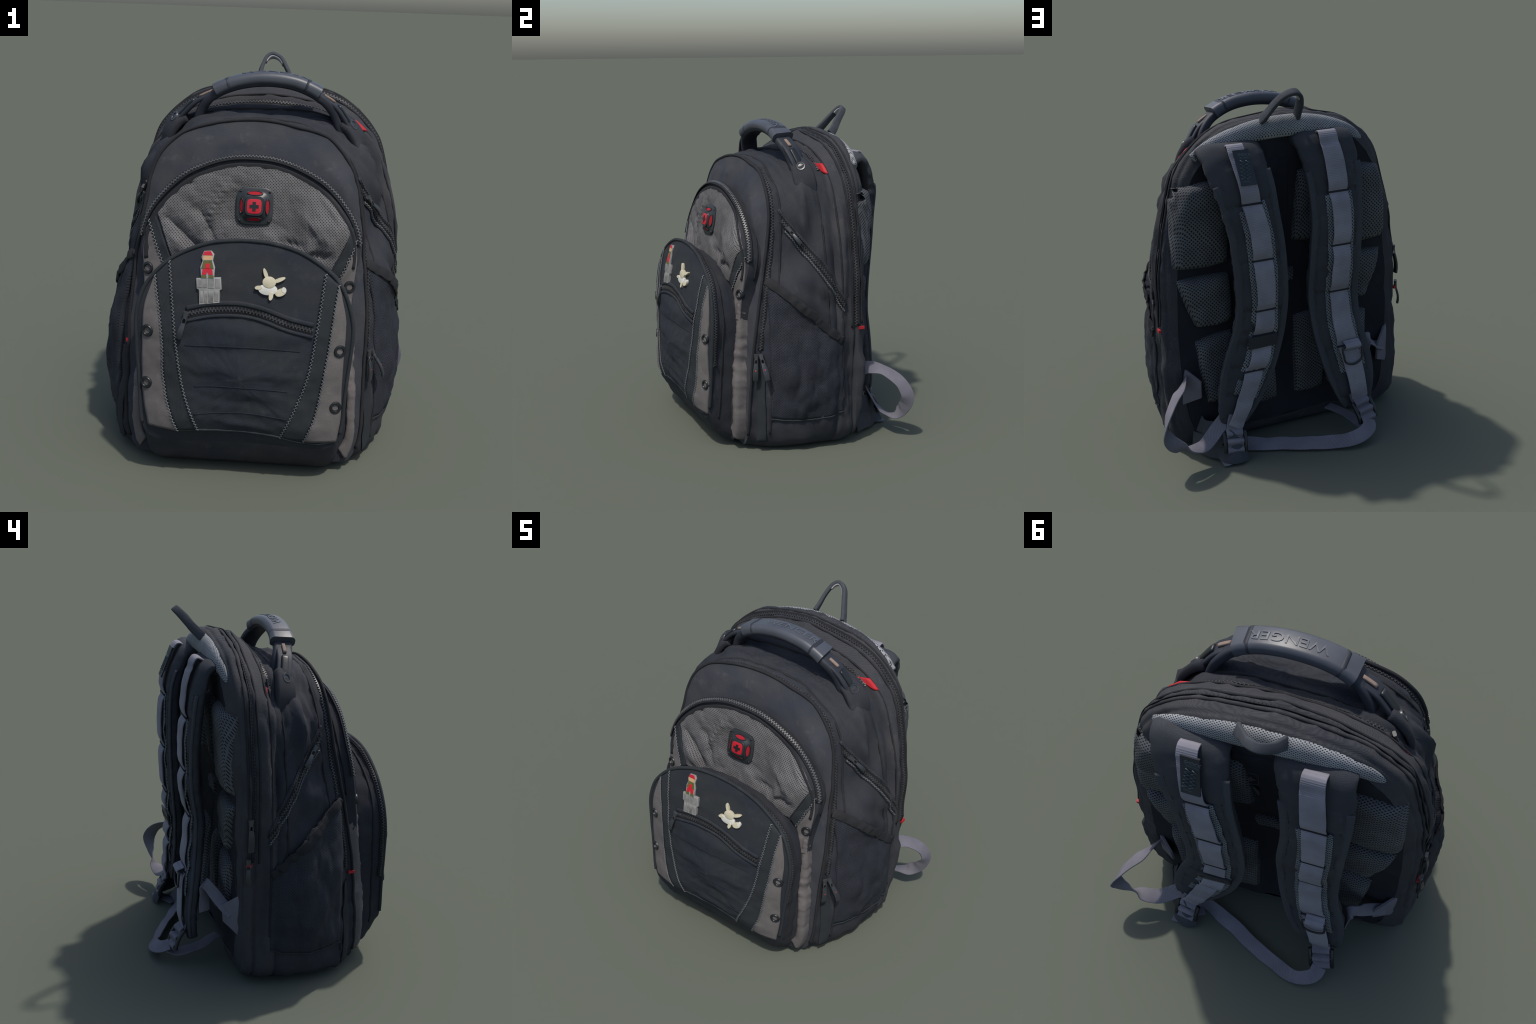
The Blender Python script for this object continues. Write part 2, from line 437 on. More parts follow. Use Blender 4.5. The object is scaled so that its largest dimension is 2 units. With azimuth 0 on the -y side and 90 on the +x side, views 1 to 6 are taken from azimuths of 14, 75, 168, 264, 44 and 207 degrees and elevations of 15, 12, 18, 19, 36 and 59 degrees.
def pocket(name_wall, name_face, back_ring, rim_ring, mids, centre, dome, power, mat_wall, mat_face, wr, lines, seedv):
    rs = [full(half_ring(*r)) for r in [back_ring] + mids + [rim_ring]]
    W = interp_rings(rs, 6)
    N = grid_normals(W)
    if ((W - W.mean(axis=(0, 1))) * N).sum() < 0: N = -N
    L = len(W)
    for i in range(L):
        for j in range(W.shape[1]):
            p = W[i, j]
            d = .007 * fbm(p, 7, seedv) + .004 * fbm(p, 20, seedv)
            W[i, j] = p + N[i, j] * d * (0.4 if i > L - 2 else 1) * (0.2 if p[2] < .05 else 1)
    W[:, :, 2] = np.maximum(W[:, :, 2], 0.002)
    wall = add(name_wall, W.reshape(-1, 3), grid_faces(L, W.shape[1], True), mat_wall)
    GF, face = face_mesh(name_face, W[-1], centre, dome, power, mat_face, wr, lines, seedv=seedv + 1)
    return W, wall, GF, face

C_RIM = ([(0,.05),(.40,.05),(.505,.075),(.545,.2),(.535,.42),(.515,.65),(.508,.86),(.516,1.0),(.528,1.1),(.516,1.2),(.465,1.305),(.348,1.432),(.213,1.508),(.105,1.538),(0,1.546)],
         [(0,-.475),(.3,-.478),(.6,-.450),(.95,-.41),(1.15,-.372),(1.3,-.352),(1.56,-.350)])
C_BACK = ([(0,.04),(.42,.04),(.52,.06),(.55,.2),(.54,.45),(.52,.7),(.512,.9),(.520,1.06),(.505,1.17),(.45,1.29),(.33,1.40),(.20,1.465),(.1,1.495),(0,1.50)],
          [(0,-.36),(.6,-.33),(1.0,-.25),(1.3,-.2),(1.56,-.22)])
MESH_FOLDS = [((-.43,1.24),(-.26,1.09),.022,-.030),((-.28,1.31),(-.20,1.15),.018,-.022),((-.15,1.43),(-.26,1.20),.02,.020),
              ((.12,1.16),(.22,1.14),.018,-.020),((.20,1.30),(.36,1.16),.022,.016),((.24,1.10),(.36,1.10),.016,-.022),((.30,1.18),(.20,1.06),.018,.016),
              ((-.40,1.15),(-.30,1.06),.02,.018),((.30,1.33),(.38,1.25),.02,-.014),((-.36,1.34),(-.28,1.26),.018,-.012)]
WC, wallC, GC, faceC = pocket("organiser_gusset", "organiser_pocket", C_BACK, C_RIM, [], (-.035, .9, -.46), -.030, 4.0, "nylon", "nylon", .008, MESH_FOLDS, 11.0)

D_RIM = ([(0,.205),(.30,.195),(.42,.20),(.475,.27),(.490,.45),(.505,.65),(.512,.78),(.500,.87),(.475,.95),(.42,1.035),(.335,1.105),(.22,1.163),(.105,1.19),(0,1.197)],
         [(0,-.632),(.25,-.622),(.45,-.610),(.8,-.600),(1.05,-.585),(1.2,-.580)])
D_MID = ([(0,.085),(.30,.08),(.42,.085),(.472,.19),(.492,.45),(.500,.65),(.500,.77),(.487,.86),(.465,.94),(.405,1.015),(.32,1.075),(.21,1.125),(.105,1.15),(0,1.157)],
         [(0,-.560),(.3,-.545),(.8,-.515),(1.2,-.52)])
D_BACK = ([(0,.01),(.30,.01),(.43,.02),(.478,.12),(.492,.4),(.495,.6),(.488,.73),(.470,.82),(.45,.90),(.39,.97),(.31,1.03),(.205,1.08),(.1,1.10),(0,1.108)],
          [(0,-.46),(.3,-.45),(.8,-.41),(1.2,-.43)])
POCKET_FOLDS = [((-.25,.60),(.20,.58),.03,.006),((-.28,.68),(.22,.70),.02,-.006),((-.2,.45),(.15,.42),.03,-.006),((-.28,.80),(.24,.77),.03,.010),
                ((-.15,.33),(.1,.30),.02,.008)]
WD, wallD, GD, faceD = pocket("front_pocket_gusset", "front_pocket", D_BACK, D_RIM, [D_MID], (-.04, .55, -.660), -.036, 4.5, "nylon", "panel", .006, POCKET_FOLDS, 21.0)

def bvh_of(*obs):
    V, F, n = [], [], 0
    for o in obs:
        V += [v.co.copy() for v in o.data.vertices]
        F += [tuple(i + n for i in p.vertices) for p in o.data.polygons]
        n += len(o.data.vertices)
    return BVHTree.FromPolygons(V, F)

BV_D = bvh_of(faceD, wallD)
BV_C = bvh_of(faceC, wallC)
BV_FRONT = bvh_of(faceD, wallD, faceC, wallC, faceB)
BV_BODY = bvh_of(rear, mainc, midc, faceB)
BV_ALL = bvh_of(rear, mainc, midc, faceB, wallC, faceC, wallD, faceD, back)
BV_BACK = bvh_of(back, rear)

def cast(bv, o, d):
    h = bv.ray_cast(Vector(o), Vector(d))
    if h[0] is None:
        h = bv.find_nearest(Vector(o) + Vector(d) * 1.4)
    n = h[1] if h[1].dot(Vector(d)) < 0 else -h[1]
    return np.array(h[0]), np.array(n)

def on_front(bv, xz):
    r = [cast(bv, (x, -2, z), (0, 1, 0)) for x, z in xz]
    return np.array([a for a, _ in r]), np.array([b for _, b in r])
def on_side(bv, yz, s):
    r = [cast(bv, (s * 2, y, z), (-s, 0, 0)) for y, z in yz]
    return np.array([a for a, _ in r]), np.array([b for _, b in r])
def on_back(bv, xz):
    r = [cast(bv, (x, 2, z), (0, -1, 0)) for x, z in xz]
    return np.array([a for a, _ in r]), np.array([b for _, b in r])

def smooth(a, k=2):
    for _ in range(k):
        b = a.copy(); b[1:-1] = (a[:-2] + 2 * a[1:-1] + a[2:]) / 4; a = b
    return a

def shell(P, thick=0.006, sink=0.010, puff=0.0, N=None):
    """P: (r,c,3) points on a surface -> raised patch with turned-down edges"""
    if N is None: N = grid_normals(P, False)
    r, c = P.shape[:2]
    u = np.linspace(0, 1, r)[:, None]; v = np.linspace(0, 1, c)[None]
    pf = puff * (np.sin(np.pi * u) * np.sin(np.pi * v)) ** 0.5
    top = P + N * (thick + pf)[..., None]
    V = top.reshape(-1, 3); F = grid_faces(r, c)
    border = [(0, j) for j in range(c)] + [(i, c - 1) for i in range(1, r)] + [(r - 1, j) for j in range(c - 2, -1, -1)] + [(i, 0) for i in range(r - 2, 0, -1)]
    lo = [P[i, j] - N[i, j] * sink for i, j in border]
    b = len(V); m = len(border)
    V = np.vstack([V, lo])
    for k in range(m):
        a = border[k]; d = border[(k + 1) % m]
        F.append((a[0] * c + a[1], b + k, b + (k + 1) % m, d[0] * c + d[1]))
    return V, F

def patch(proj, A, B, nu=40, nv=12, thick=0.004, sink=0.012, puff=0.0):
    """cloth panel between two edge curves laid on a surface"""
    a, b = cr(A, nu), cr(B, nu)
    t = np.linspace(0, 1, nv)
    Q = a[:, None] * (1 - t)[None, :, None] + b[:, None] * t[None, :, None]
    P, N = proj(Q.reshape(-1, 2))
    P = P.reshape(nu, nv, 3); N = unit(N.reshape(nu, nv, 3))
    for _ in range(2):
        N[1:-1, 1:-1] = unit(N[1:-1, 1:-1] * 2 + N[:-2, 1:-1] + N[2:, 1:-1] + N[1:-1, :-2] + N[1:-1, 2:])
    return shell(P, thick, sink, puff, N)

def ribbon(P, N, width, thick, lift=0.0):
    return sweep(np.asarray(P) + unit(N) * lift, N, rrect(width, thick, min(thick, width) * 0.45, 2))

def zigzag(P, N, amp=0.0055, pitch=0.017, rad=0.0026, lift=0.005):
    P = np.asarray(P) + unit(N) * lift
    s = np.r_[0, np.cumsum(np.linalg.norm(np.diff(P, axis=0), axis=1))]
    k = max(4, int(s[-1] / pitch * 2))
    q = np.linspace(0, s[-1], k)
    Q = np.stack([np.interp(q, s, P[:, i]) for i in range(3)], 1)
    NN = unit(np.stack([np.interp(q, s, N[:, i]) for i in range(3)], 1))
    B = np.cross(tangents(Q), NN)
    Q = Q + B * (amp * np.where(np.arange(k) % 2, 1, -1))[:, None]
    return sweep(Q, NN, circ(rad, 5))

def dashes(P, N, length=0.010, gap=0.008, rad=0.0022, lift=0.004):
    bag = Bag()
    P = np.asarray(P) + unit(N) * lift
    s = np.r_[0, np.cumsum(np.linalg.norm(np.diff(P, axis=0), axis=1))]
    x = 0.0
    while x + length < s[-1]:
        e = [np.array([np.interp(x + d, s, P[:, i]) for i in range(3)]) for d in (0, length)]
        n = np.array([np.interp(x, s, N[:, i]) for i in range(3)])
        bag.put(*sweep(np.array(e), n, circ(rad, 5)))
        x += length + gap
    return np.vstack(bag.V), bag.F

def zipper(P, N, mat="teeth", width=0.030, pitch=0.0085, lift=0.004, name="zipper", tooth=0.0055, parent=None):
    P = np.asarray(P, float); N = unit(N)
    V, F = ribbon(P, N, width, 0.006, lift)
    tape = add(name, V, F, "tape", parent)
    s = np.r_[0, np.cumsum(np.linalg.norm(np.diff(P, axis=0), axis=1))]
    k = int(s[-1] / pitch)
    q = (np.arange(k) + 0.5) * s[-1] / k
    Q = np.stack([np.interp(q, s, P[:, i]) for i in range(3)], 1)
    NN = unit(np.stack([np.interp(q, s, N[:, i]) for i in range(3)], 1))
    T = tangents(Q); B = np.cross(T, NN)
    bag = Bag()
    for i in range(k):
        sgn = 1 if i % 2 else -1
        bag.put(*box(Q[i] + B[i] * sgn * tooth * 0.62 + NN[i] * (lift + 0.004), T[i], B[i], NN[i], pitch * 0.42, tooth, 0.0032))
    bag.make("zipper_teeth", mat, tape, kind="stuff", smooth=False)
    return tape

def tube(name, P, r, mat, N=(0, 0, 1), parent=None, k=8, **kw):
    V, F = sweep(P, N, circ(r, k))
    return add(name, V, F, mat, parent, **kw)

def ring_arc(R, zmin, frac=None):
    """points of a full ring above zmin, ordered from the right side over the top to the left"""
    idx = [j for j in range(NR) if R[j, 2] > zmin and j != 0]
    return idx

# ------------------------------------------------------------------ seams, piping and zips on the compartments
def ring_path(GG, i, zmin_r, zmin_l, nsm=2):
    R = GG[i]
    n_all = grid_normals(GG)[i]
    c = GG.mean(axis=(0, 1))
    if ((R - c) * n_all).sum() < 0: n_all = -n_all
    idx = [j for j in range(1, NR) if R[j, 2] > (zmin_r if j < HALF else zmin_l)]
    lo = next(j for j in range(1, HALF) if all(R[k, 2] > zmin_r for k in range(j, HALF - 1)))
    hi = max(j for j in range(HALF, NR) if all(R[k, 2] > zmin_l for k in range(HALF, j + 1)))
    P = smooth(R[lo:hi + 1], nsm); N = unit(smooth(n_all[lo:hi + 1], nsm))
    t = cr(P, len(P) * 2)
    s = np.linspace(0, 1, len(P)); q = np.linspace(0, 1, len(t))
    NN = unit(np.stack([np.interp(q, s, N[:, k]) for k in range(3)], 1))
    return t, NN

P, N = ring_path(G, CUT1, .74, .74)
z1 = zipper(P, N, "teeth_dark", 0.040, lift=0.003)
for o in (-4, 4):
    Pq, Nq = ring_path(G, CUT1 + o, .72, .72)
    V, F = sweep(Pq + Nq * 0.002, Nq, circ(0.0065, 6)); add("piping", V, F, "binding")
P, N = ring_path(G, CUT2, 1.64, 1.60)
z2 = zipper(P, N, "teeth_dark", 0.036, lift=0.003)
for o in (-3, 4):
    Pq, Nq = ring_path(G, CUT2 + o, .3, .3)
    V, F = sweep(Pq + Nq * 0.001, Nq, circ(0.006, 6)); add("piping", V, F, "binding")
zi = int(7.85 * SUB)
P, N = ring_path(G, zi, .60, .62)
z3 = zipper(P, N, "teeth_dark", 0.036, lift=0.004)
P, N = ring_path(G, len(G) - 1, .1, .1)
V, F = sweep(P, N, circ(0.009, 8)); add("piping", V, F, "binding")
P, N = ring_path(G, zi - 4, .12, .12)
V, F = sweep(P, N, circ(0.007, 8)); add("piping", V, F, "binding")

# organiser pocket rim: zip + binding
def rim_normals(P, N, fwd=(0, -1, 0), k=0.8):
    return unit(N + np.array(fwd) * k)
P, N = ring_path(WC, len(WC) - 1, 1.13, 1.13)
zipper(P, rim_normals(P, N), "teeth", 0.040, lift=0.003, pitch=0.0080, tooth=0.0060)
Pb, Nb = ring_path(GC, 2, 1.02, 1.02)
V, F = ribbon(Pb, np.tile((0, -1, 0), (len(Pb), 1)), 0.034, 0.010, 0.003); add("binding_tape", V, F, "binding")
P, N = ring_path(WC, len(WC) - 3, 1.02, 1.02)
V, F = sweep(P, N, circ(0.007, 8)); add("piping", V, F, "binding")
# front pocket rim
P, N = ring_path(WD, len(WD) - 2, .52, .50)
zipper(P, rim_normals(P, N, k=0.25), "teeth_dark", 0.038, lift=0.003, pitch=0.0080)
P, N = ring_path(WD, len(WD) - 1, .27, .27)
V, F = sweep(P, rim_normals(P, N), circ(0.010, 8)); add("piping", V, F, "trim")
P, N = ring_path(WD, len(WD) - 6, .2, .2)
V, F = sweep(P, N, circ(0.007, 8)); add("piping", V, F, "binding")

# ------------------------------------------------------------------ organiser pocket face: mesh, tabs, strips
fC = lambda xz: on_front(BV_C, xz)
fD = lambda xz: on_front(BV_D, xz)
fA = lambda xz: on_front(BV_FRONT, xz)

top_edge = [(-.488,1.270),(-.430,1.339),(-.300,1.442),(-.157,1.499),(-.014,1.510),(.130,1.490),(.276,1.420),(.382,1.322),(.448,1.222)]
low_edge = [(-.395,1.04),(-.36,1.04),(-.25,1.06),(-.14,1.07),(-.03,1.07),(.08,1.07),(.19,1.06),(.28,1.03),(.35,1.01)]
V, F = patch(fC, top_edge, low_edge, 150, 90, .007)
add("mesh_panel", V, F, "grey_mesh")
# dark tapes that close the mesh panel on both sides
for s, A, B in ((-1, [(-.500,1.268),(-.455,1.16),(-.40,1.03)], [(-.525,1.225),(-.49,1.13),(-.435,1.00)]),
                (1, [(.452,1.232),(.41,1.12),(.355,1.00)], [(.472,1.175),(.44,1.08),(.39,.97)])):
    V, F = patch(fC, A, B, 24, 8, .008); add("corner_tape", V, F, "trim")
    P, N = fC(cr([B[0], B[1], B[2]], 24))
    V, F = zigzag(smooth(P), N, lift=.011); add("stitching", V, F, "stitch", kind="stuff")
# taupe side strips of the organiser pocket: a wide top on the face, then a narrow strip round its edge down to the base
for s in (-1, 1):
    if s < 0:
        A = [(-.528,1.205),(-.490,1.11),(-.445,1.00),(-.475,.88),(-.49,.80)]
        B = [(-.536,1.18),(-.549,1.08),(-.543,.98),(-.536,.88),(-.532,.80)]
    else:
        A = [(.470,1.160),(.445,1.07),(.400,.975),(.42,.88),(.435,.80)]
        B = [(.474,1.140),(.481,1.07),(.474,.97),(.468,.88),(.464,.80)]
    V, F = patch(fC, A, B, 50, 12, .007, .014); add("side_strip", V, F, "taupe")
    js = [j for j in (range(1, HALF) if s > 0 else range(HALF, NR)) if .075 < WC[-1][j, 2] < .93]
    cols = [GC[2], GC[1], WC[-1], WC[-3], WC[-5]]
    P = np.array([cr([c[j] for c in cols], 9) for j in js])
    P = np.stack([cr(P[:, k], 80) for k in range(9)], 1)
    top = np.linspace(0, 1, 80) if P[0, 0, 2] > P[-1, 0, 2] else np.linspace(1, 0, 80)
    P = P[:, :1] + (P - P[:, :1]) * np.clip(.30 + top * 4.0, 0, 1)[:, None, None]      # tapers to a point under the wing
    N = grid_normals(P, False)
    if (N[..., 0] * s).mean() < 0: N = -N
    for a in range(80):
        for b in range(9):
            P[a, b] += N[a, b] * .010 * max(-.3, fbm((P[a, b, 0] * .5, P[a, b, 1] * .5, P[a, b, 2]), 13, 40 + s)) * (1 if .4 < P[a, b, 2] < 1.0 else .5)
    V, F = shell(P, .008, .018, 0, N); add("side_strip", V, F, "taupe")

def lathe(c, n, prof, k=24):
    """turned part: profile (radius, height) about axis n at point c"""
    n = unit(n); u = unit(np.cross(n, (0.3, 0.1, 1.0))); w = np.cross(n, u)
    V = []
    for r, h in prof:
        for a in np.linspace(0, 2 * np.pi, k, endpoint=False):
            V.append(c + n * h + (u * math.cos(a) + w * math.sin(a)) * r)
    F = grid_faces(len(prof), k, True)
    F.append(tuple(range(k))); F.append(tuple(range((len(prof) - 1) * k, len(prof) * k)))
    return V, F

def grommet(bv, x, z, r=0.030):
    P, N = on_front(bv, [(x, z), (x + .02, z), (x - .02, z), (x, z + .02), (x, z - .02)])
    n = unit(N.mean(0)); c = P.mean(0)
    prof = [(r, -.006), (r, .008), (r * .86, .013), (r * .62, .013), (r * .50, .008), (r * .48, .004), (r * .1, .003)]
    V, F = lathe(c + n * .002, n, prof)
    add("grommet", V, F, "plastic", angle=50)

grommet(BV_C, .453, .952); grommet(BV_C, -.522, .995)
for x, z in ((.418, .700), (.412, .417), (-.484, .751), (-.488, .490)):
    grommet(BV_D, x, z)

# ------------------------------------------------------------------ front pocket face
IR = [(.336,1.060),(.323,.935),(.309,.817),(.283,.621),(.241,.465),(.156,.255)]
ORR = [(.398,1.010),(.382,.877),(.364,.697),(.344,.544),(.317,.372),(.269,.240)]
IL = [(-.388,1.085),(-.375,.969),(-.360,.822),(-.337,.643),(-.306,.476),(-.237,.275)]
OL = [(-.455,1.015),(-.433,.874),(-.410,.696),(-.406,.543),(-.379,.389),(-.334,.262)]
ER = [(.412,.965),(.440,.83),(.437,.664),(.436,.511),(.440,.372),(.425,.238)]
EL = [(-.462,1.000),(-.503,.87),(-.510,.74),(-.512,.600),(-.505,.430),(-.478,.275)]
for inner, outer, edge in ((IR, ORR, ER), (IL, OL, EL)):
    V, F = patch(fD, inner, outer, 60, 8, .005); add("trim_band", V, F, "trim")
    V, F = patch(fD, outer, edge, 60, 12, .0075); add("side_strip", V, F, "taupe")
    for c in (inner, outer):
        P, N = fD(cr(c, 70)); P = smooth(P, 3)
        V, F = zigzag(P, unit(smooth(N, 3)), lift=.009); add("stitching", V, F, "stitch", kind="stuff")
# zip pocket: hooded slot, slider and pull
ZP = [(-.300,.848),(-.198,.876),(-.058,.887),(.055,.869),(.168,.831),(.289,.801)]
P, N = fD(cr(ZP, 70)); P = smooth(P, 3); N = unit(smooth(N, 4))
zipper(P, N, "teeth_dark", .046, lift=.002, pitch=.008, tooth=.0065)
up = [(x, z + .027) for x, z in ZP]
P, N = fD(cr(up, 70)); V, F = ribbon(smooth(P, 3), unit(smooth(N, 4)), .022, .014, .004); add("zip_welt", V, F, "panel")
dn = [(x, z - .030) for x, z in ZP]
P, N = fD(cr(dn, 70)); V, F = ribbon(smooth(P, 3), unit(smooth(N, 4)), .016, .012, .003); add("zip_welt", V, F, "panel")
# quilted cross seams on the pocket face
for z0, amp in ((.70, .012), (.50, .016), (.36, .02)):
    w = .27 if z0 > .6 else .22
    c = [(-.035 - w + 2 * w * t, z0 + amp * math.sin(math.pi * t)) for t in np.linspace(0, 1, 7)]
    P, N = fD(cr(c, 50)); V, F = ribbon(smooth(P, 2), N, .005, .003, .001); add("seam", V, F, "base")
c = [(-.485,.282),(-.35,.262),(-.216,.272),(-.041,.275),(.12,.262),(.281,.226),(.42,.235)]
P, N = fD(cr(c, 70)); V, F = sweep(smooth(P, 2), N, circ(.006, 6)); add("seam", V, F, "trim")

def pull_tab(P0, d, n, length=.10, w=.026, mat="pull", parent=None, red=True, name="zip_pull"):
    """slider body, ring and rubber pull hanging in direction d on a surface with normal n"""
    d = unit(d); n = unit(np.asarray(n) - np.dot(n, d) * d); b = np.cross(d, n)
    P0 = np.asarray(P0, float)
    bag = Bag()
    bag.put(*sweep(np.array([P0 - d * .016, P0, P0 + d * .018]) + n * .012, n, lambda t: rrect(.030 * (1 - .25 * t), .016, .006, 3)))
    a = np.linspace(0, 2 * np.pi, 15)
    R = P0 + d * .030 + n * .018 + np.outer(np.cos(a), d) * .016 + np.outer(np.sin(a), b) * .010
    bag.put(*sweep(R, n, circ(.0032, 6)))
    ob = bag.make(name, "pull_metal", parent, angle=45)
    Q = np.array([P0 + d * (.04 + length * t) + n * (.018 + .012 * math.sin(2.4 * t)) for t in np.linspace(0, 1, 9)])
    V, F = sweep(Q, n, lambda t: rrect(w * (.75 + .5 * t * (1.4 - t)), .013, .005, 3))
    add("pull_grip", V, F, mat, ob, angle=45)
    if red:
        c = P0 + d * (.04 + length * .42) + n * .032
        V, F = lathe(c, n, [(.006, -.004), (.006, .002), (.001, .003)], 10); add("pull_dot", V, F, "red_gloss", ob)
    return ob

P, N = fD([(-.300, .846)]); pull_tab(P[0], (-.25, 0, -1), N[0], .075, .030, red=False)

# ------------------------------------------------------------------ emblem
def superell(rx, rz, k=5.0, n=48):
    a = np.linspace(0, 2 * np.pi, n, endpoint=False)
    c, s = np.cos(a), np.sin(a)
    r = (np.abs(c) ** k + np.abs(s) ** k) ** (-1 / k)
    return np.stack([c * r * rx, s * r * rz], 1)

P, N = fC([(-.014 + dx, 1.322 + dz) for dx in (-.08, 0, .08) for dz in (-.08, 0, .08)])
EC = P.mean(0); EN = unit(N.mean(0)); EN = unit(np.array([EN[0] * .5, EN[1], EN[2]]))
EU = unit(np.cross((0, 0, 1), EN)) * -1.0
if EU[0] < 0: EU = -EU
EV = unit(np.cross(EN, EU)); EV = EV if EV[2] > 0 else -EV
EC = EC + EN * .006
def em(pts2, h): return [EC + EU * x + EV * z + EN * h for x, z in pts2]
def em_loft(name, stack, mat, parent=None, close=True, **kw):
    V, k = [], None
    for pts, h in stack:
        V += em(pts, h); k = len(pts)
    F = grid_faces(len(stack), k, True)
    if close: F += [tuple(range(k)), tuple(range((len(stack) - 1) * k, len(stack) * k))]
    return add(name, V, F, mat, parent, angle=40, **kw)
emblem = em_loft("emblem", [(superell(.084, .086, 4.5), -.012), (superell(.088, .090, 4.5), .004), (superell(.087, .089, 4.5), .012), (superell(.080, .082, 4.5), .016), (superell(.072, .074, 4.2), .015),
                            (superell(.062, .063, 4), .021), (superell(.052, .053, 4), .030), (superell(.045, .045, 4), .035)], "emblem")
for ang in (0, 90, 180, 270):        # four lens-shaped windows showing red mesh
    a = math.radians(ang); rd = EU * math.cos(a) + EV * math.sin(a); tg = EV * math.cos(a) - EU * math.sin(a)
    nn = unit(EN + rd * .75); dn = unit(np.cross(tg, nn)); o = EC + rd * .0605 + EN * .0235
    def lens(f, h): return [o + tg * (.036 * f * math.cos(t)) + dn * (.0125 * f * math.sin(t) * abs(math.sin(t)) ** .25) + nn * h for t in np.linspace(0, 2 * np.pi, 28, endpoint=False)]
    V = lens(1, -.008) + lens(1, .0015) + lens(.9, .002)
    add("emblem_window", V, grid_faces(3, 28, True) + [tuple(range(56, 84))], "red_mesh", emblem)
    Q = np.array(lens(1.02, .002)); V, F = sweep(np.vstack([Q, Q[:1]]), nn, circ(.0026, 6)); add("window_rim", V, F, "plastic", emblem)
for ang in (45, 135, 225, 315):
    a = math.radians(ang); c, s_ = math.cos(a), math.sin(a)
    q = EC + EU * c * .098 + EV * s_ * .098
    V, F = lathe(q + EN * .015, EN, [(.006, -.006), (.006, .002), (.002, .004)], 10); add("rivet", V, F, "plastic", emblem)
em_loft("emblem_hub", [(superell(.046, .046, 4), .010), (superell(.047, .047, 4), .034), (superell(.043, .043, 4), .041), (superell(.036, .036, 4), .0415)], "emblem", emblem)
em_loft("emblem_shield", [(superell(.035, .035, 4.5), .040), (superell(.034, .034, 4.5), .0440), (superell(.030, .030, 4.5), .0450)], "red_gloss", emblem)
def plus(a, w): return np.array([(w, a), (-w, a), (-w, w), (-a, w), (-a, -w), (-w, -w), (-w, -a), (w, -a), (w, -w), (a, -w), (a, w), (w, w)])
em_loft("emblem_cross", [(plus(.0215, .0075), .043), (plus(.0215, .0075), .0475)], "plastic", emblem)

# ------------------------------------------------------------------ enamel pins on the front pocket
def pin_plate(name, pts, c, h0, h1, mat, parent, frame):
    o, u, v, n = frame
    V = []
    for h, s in ((h0, 1.0), (h1 - .001, 1.0), (h1, .93)):
        m = np.mean(pts, 0)
        V += [o + u * (m[0] + (x - m[0]) * s) + v * (m[1] + (z - m[1]) * s) + n * h for x, z in pts]
    k = len(pts)
    return add(name, V, grid_faces(3, k, True) + [tuple(range(k)), tuple(range(2 * k, 3 * k))], mat, parent, angle=30)
def frame_at(x, z, tilt=0.0):
    P, N = fD([(x + dx, z + dz) for dx in (-.03, 0, .03) for dz in (-.04, 0, .04)])
    n = unit(N.mean(0)); u = unit(np.cross(n, (0, 0, 1))); u = u if u[0] > 0 else -u
    v = np.cross(n, u); v = v if v[2] > 0 else -v
    a = math.radians(tilt)
    return P.mean(0) + n * .002, u * math.cos(a) + v * math.sin(a), v * math.cos(a) - u * math.sin(a), n
def rect(x0, x1, z0, z1): return [(x0, z0), (x1, z0), (x1, z1), (x0, z1)]
def ell(cx, cz, rx, rz, tilt=0, n=24):
    a = math.radians(tilt)
    return [(cx + rx * math.cos(t) * math.cos(a) - rz * math.sin(t) * math.sin(a), cz + rx * math.cos(t) * math.sin(a) + rz * math.sin(t) * math.cos(a)) for t in np.linspace(0, 2 * np.pi, n, endpoint=False)]

# plain little figure (stand-in): stacked colour blocks on a silver back plate
fr = frame_at(-.208, 1.080, 3)
fig = pin_plate("figure_pin", [(-.030,-.062),(.030,-.062),(.034,-.01),(.024,.022),(.030,.050),(.016,.066),(-.018,.064),(-.030,.036),(-.024,.018),(-.034,-.01)], 0, -.006, .008, "silver", root, fr)
for nm, pts, mat in (("pin_cap", [(-.024,.044),(.024,.044),(.014,.064),(-.016,.062)], "red_gloss"), ("pin_head", rect(-.022, .022, .022, .043), "skin"),
                     ("pin_body", [(-.029,-.018),(.029,-.018),(.020,.019),(-.020,.019)], "olive"), ("pin_apron", rect(-.011, .011, -.018, .006), "red_gloss"),
                     ("pin_legs", [(-.026,-.046),(-.006,-.046),(0,-.030),(.006,-.046),(.026,-.046),(.022,-.018),(-.022,-.018)], "red_gloss"),
                     ("pin_foot", rect(-.029, -.005, -.060, -.048), "olive"), ("pin_foot", rect(.005, .029, -.060, -.048), "olive")):
    pin_plate(nm, pts, 0, .004, .0125 if nm == "pin_apron" else .011, mat, fig, fr)
# grey tube pin
fr = frame_at(-.196, .966, 3)
tubep = pin_plate("tube_pin", [(-.058,.008),(-.060,.056),(.054,.062),(.058,.006),(.050,.002),(.048,-.056),(-.046,-.066),(-.048,.002)], 0, -.006, .010, "silver", root, fr)
for x0, x1, z0, z1 in ((-.052,-.034,.012,.052),(-.029,-.010,.012,.053),(-.005,.024,.010,.054),(.029,.050,.012,.056),
                       (-.042,-.028,-.056,-.004),(-.023,-.008,-.058,-.004),(-.003,.020,-.056,-.002),(.025,.043,-.050,-.002)):
    pin_plate("tube_pin_enamel", rect(x0, x1, z0, z1), 0, .006, .0125, "pin_grey", tubep, fr)
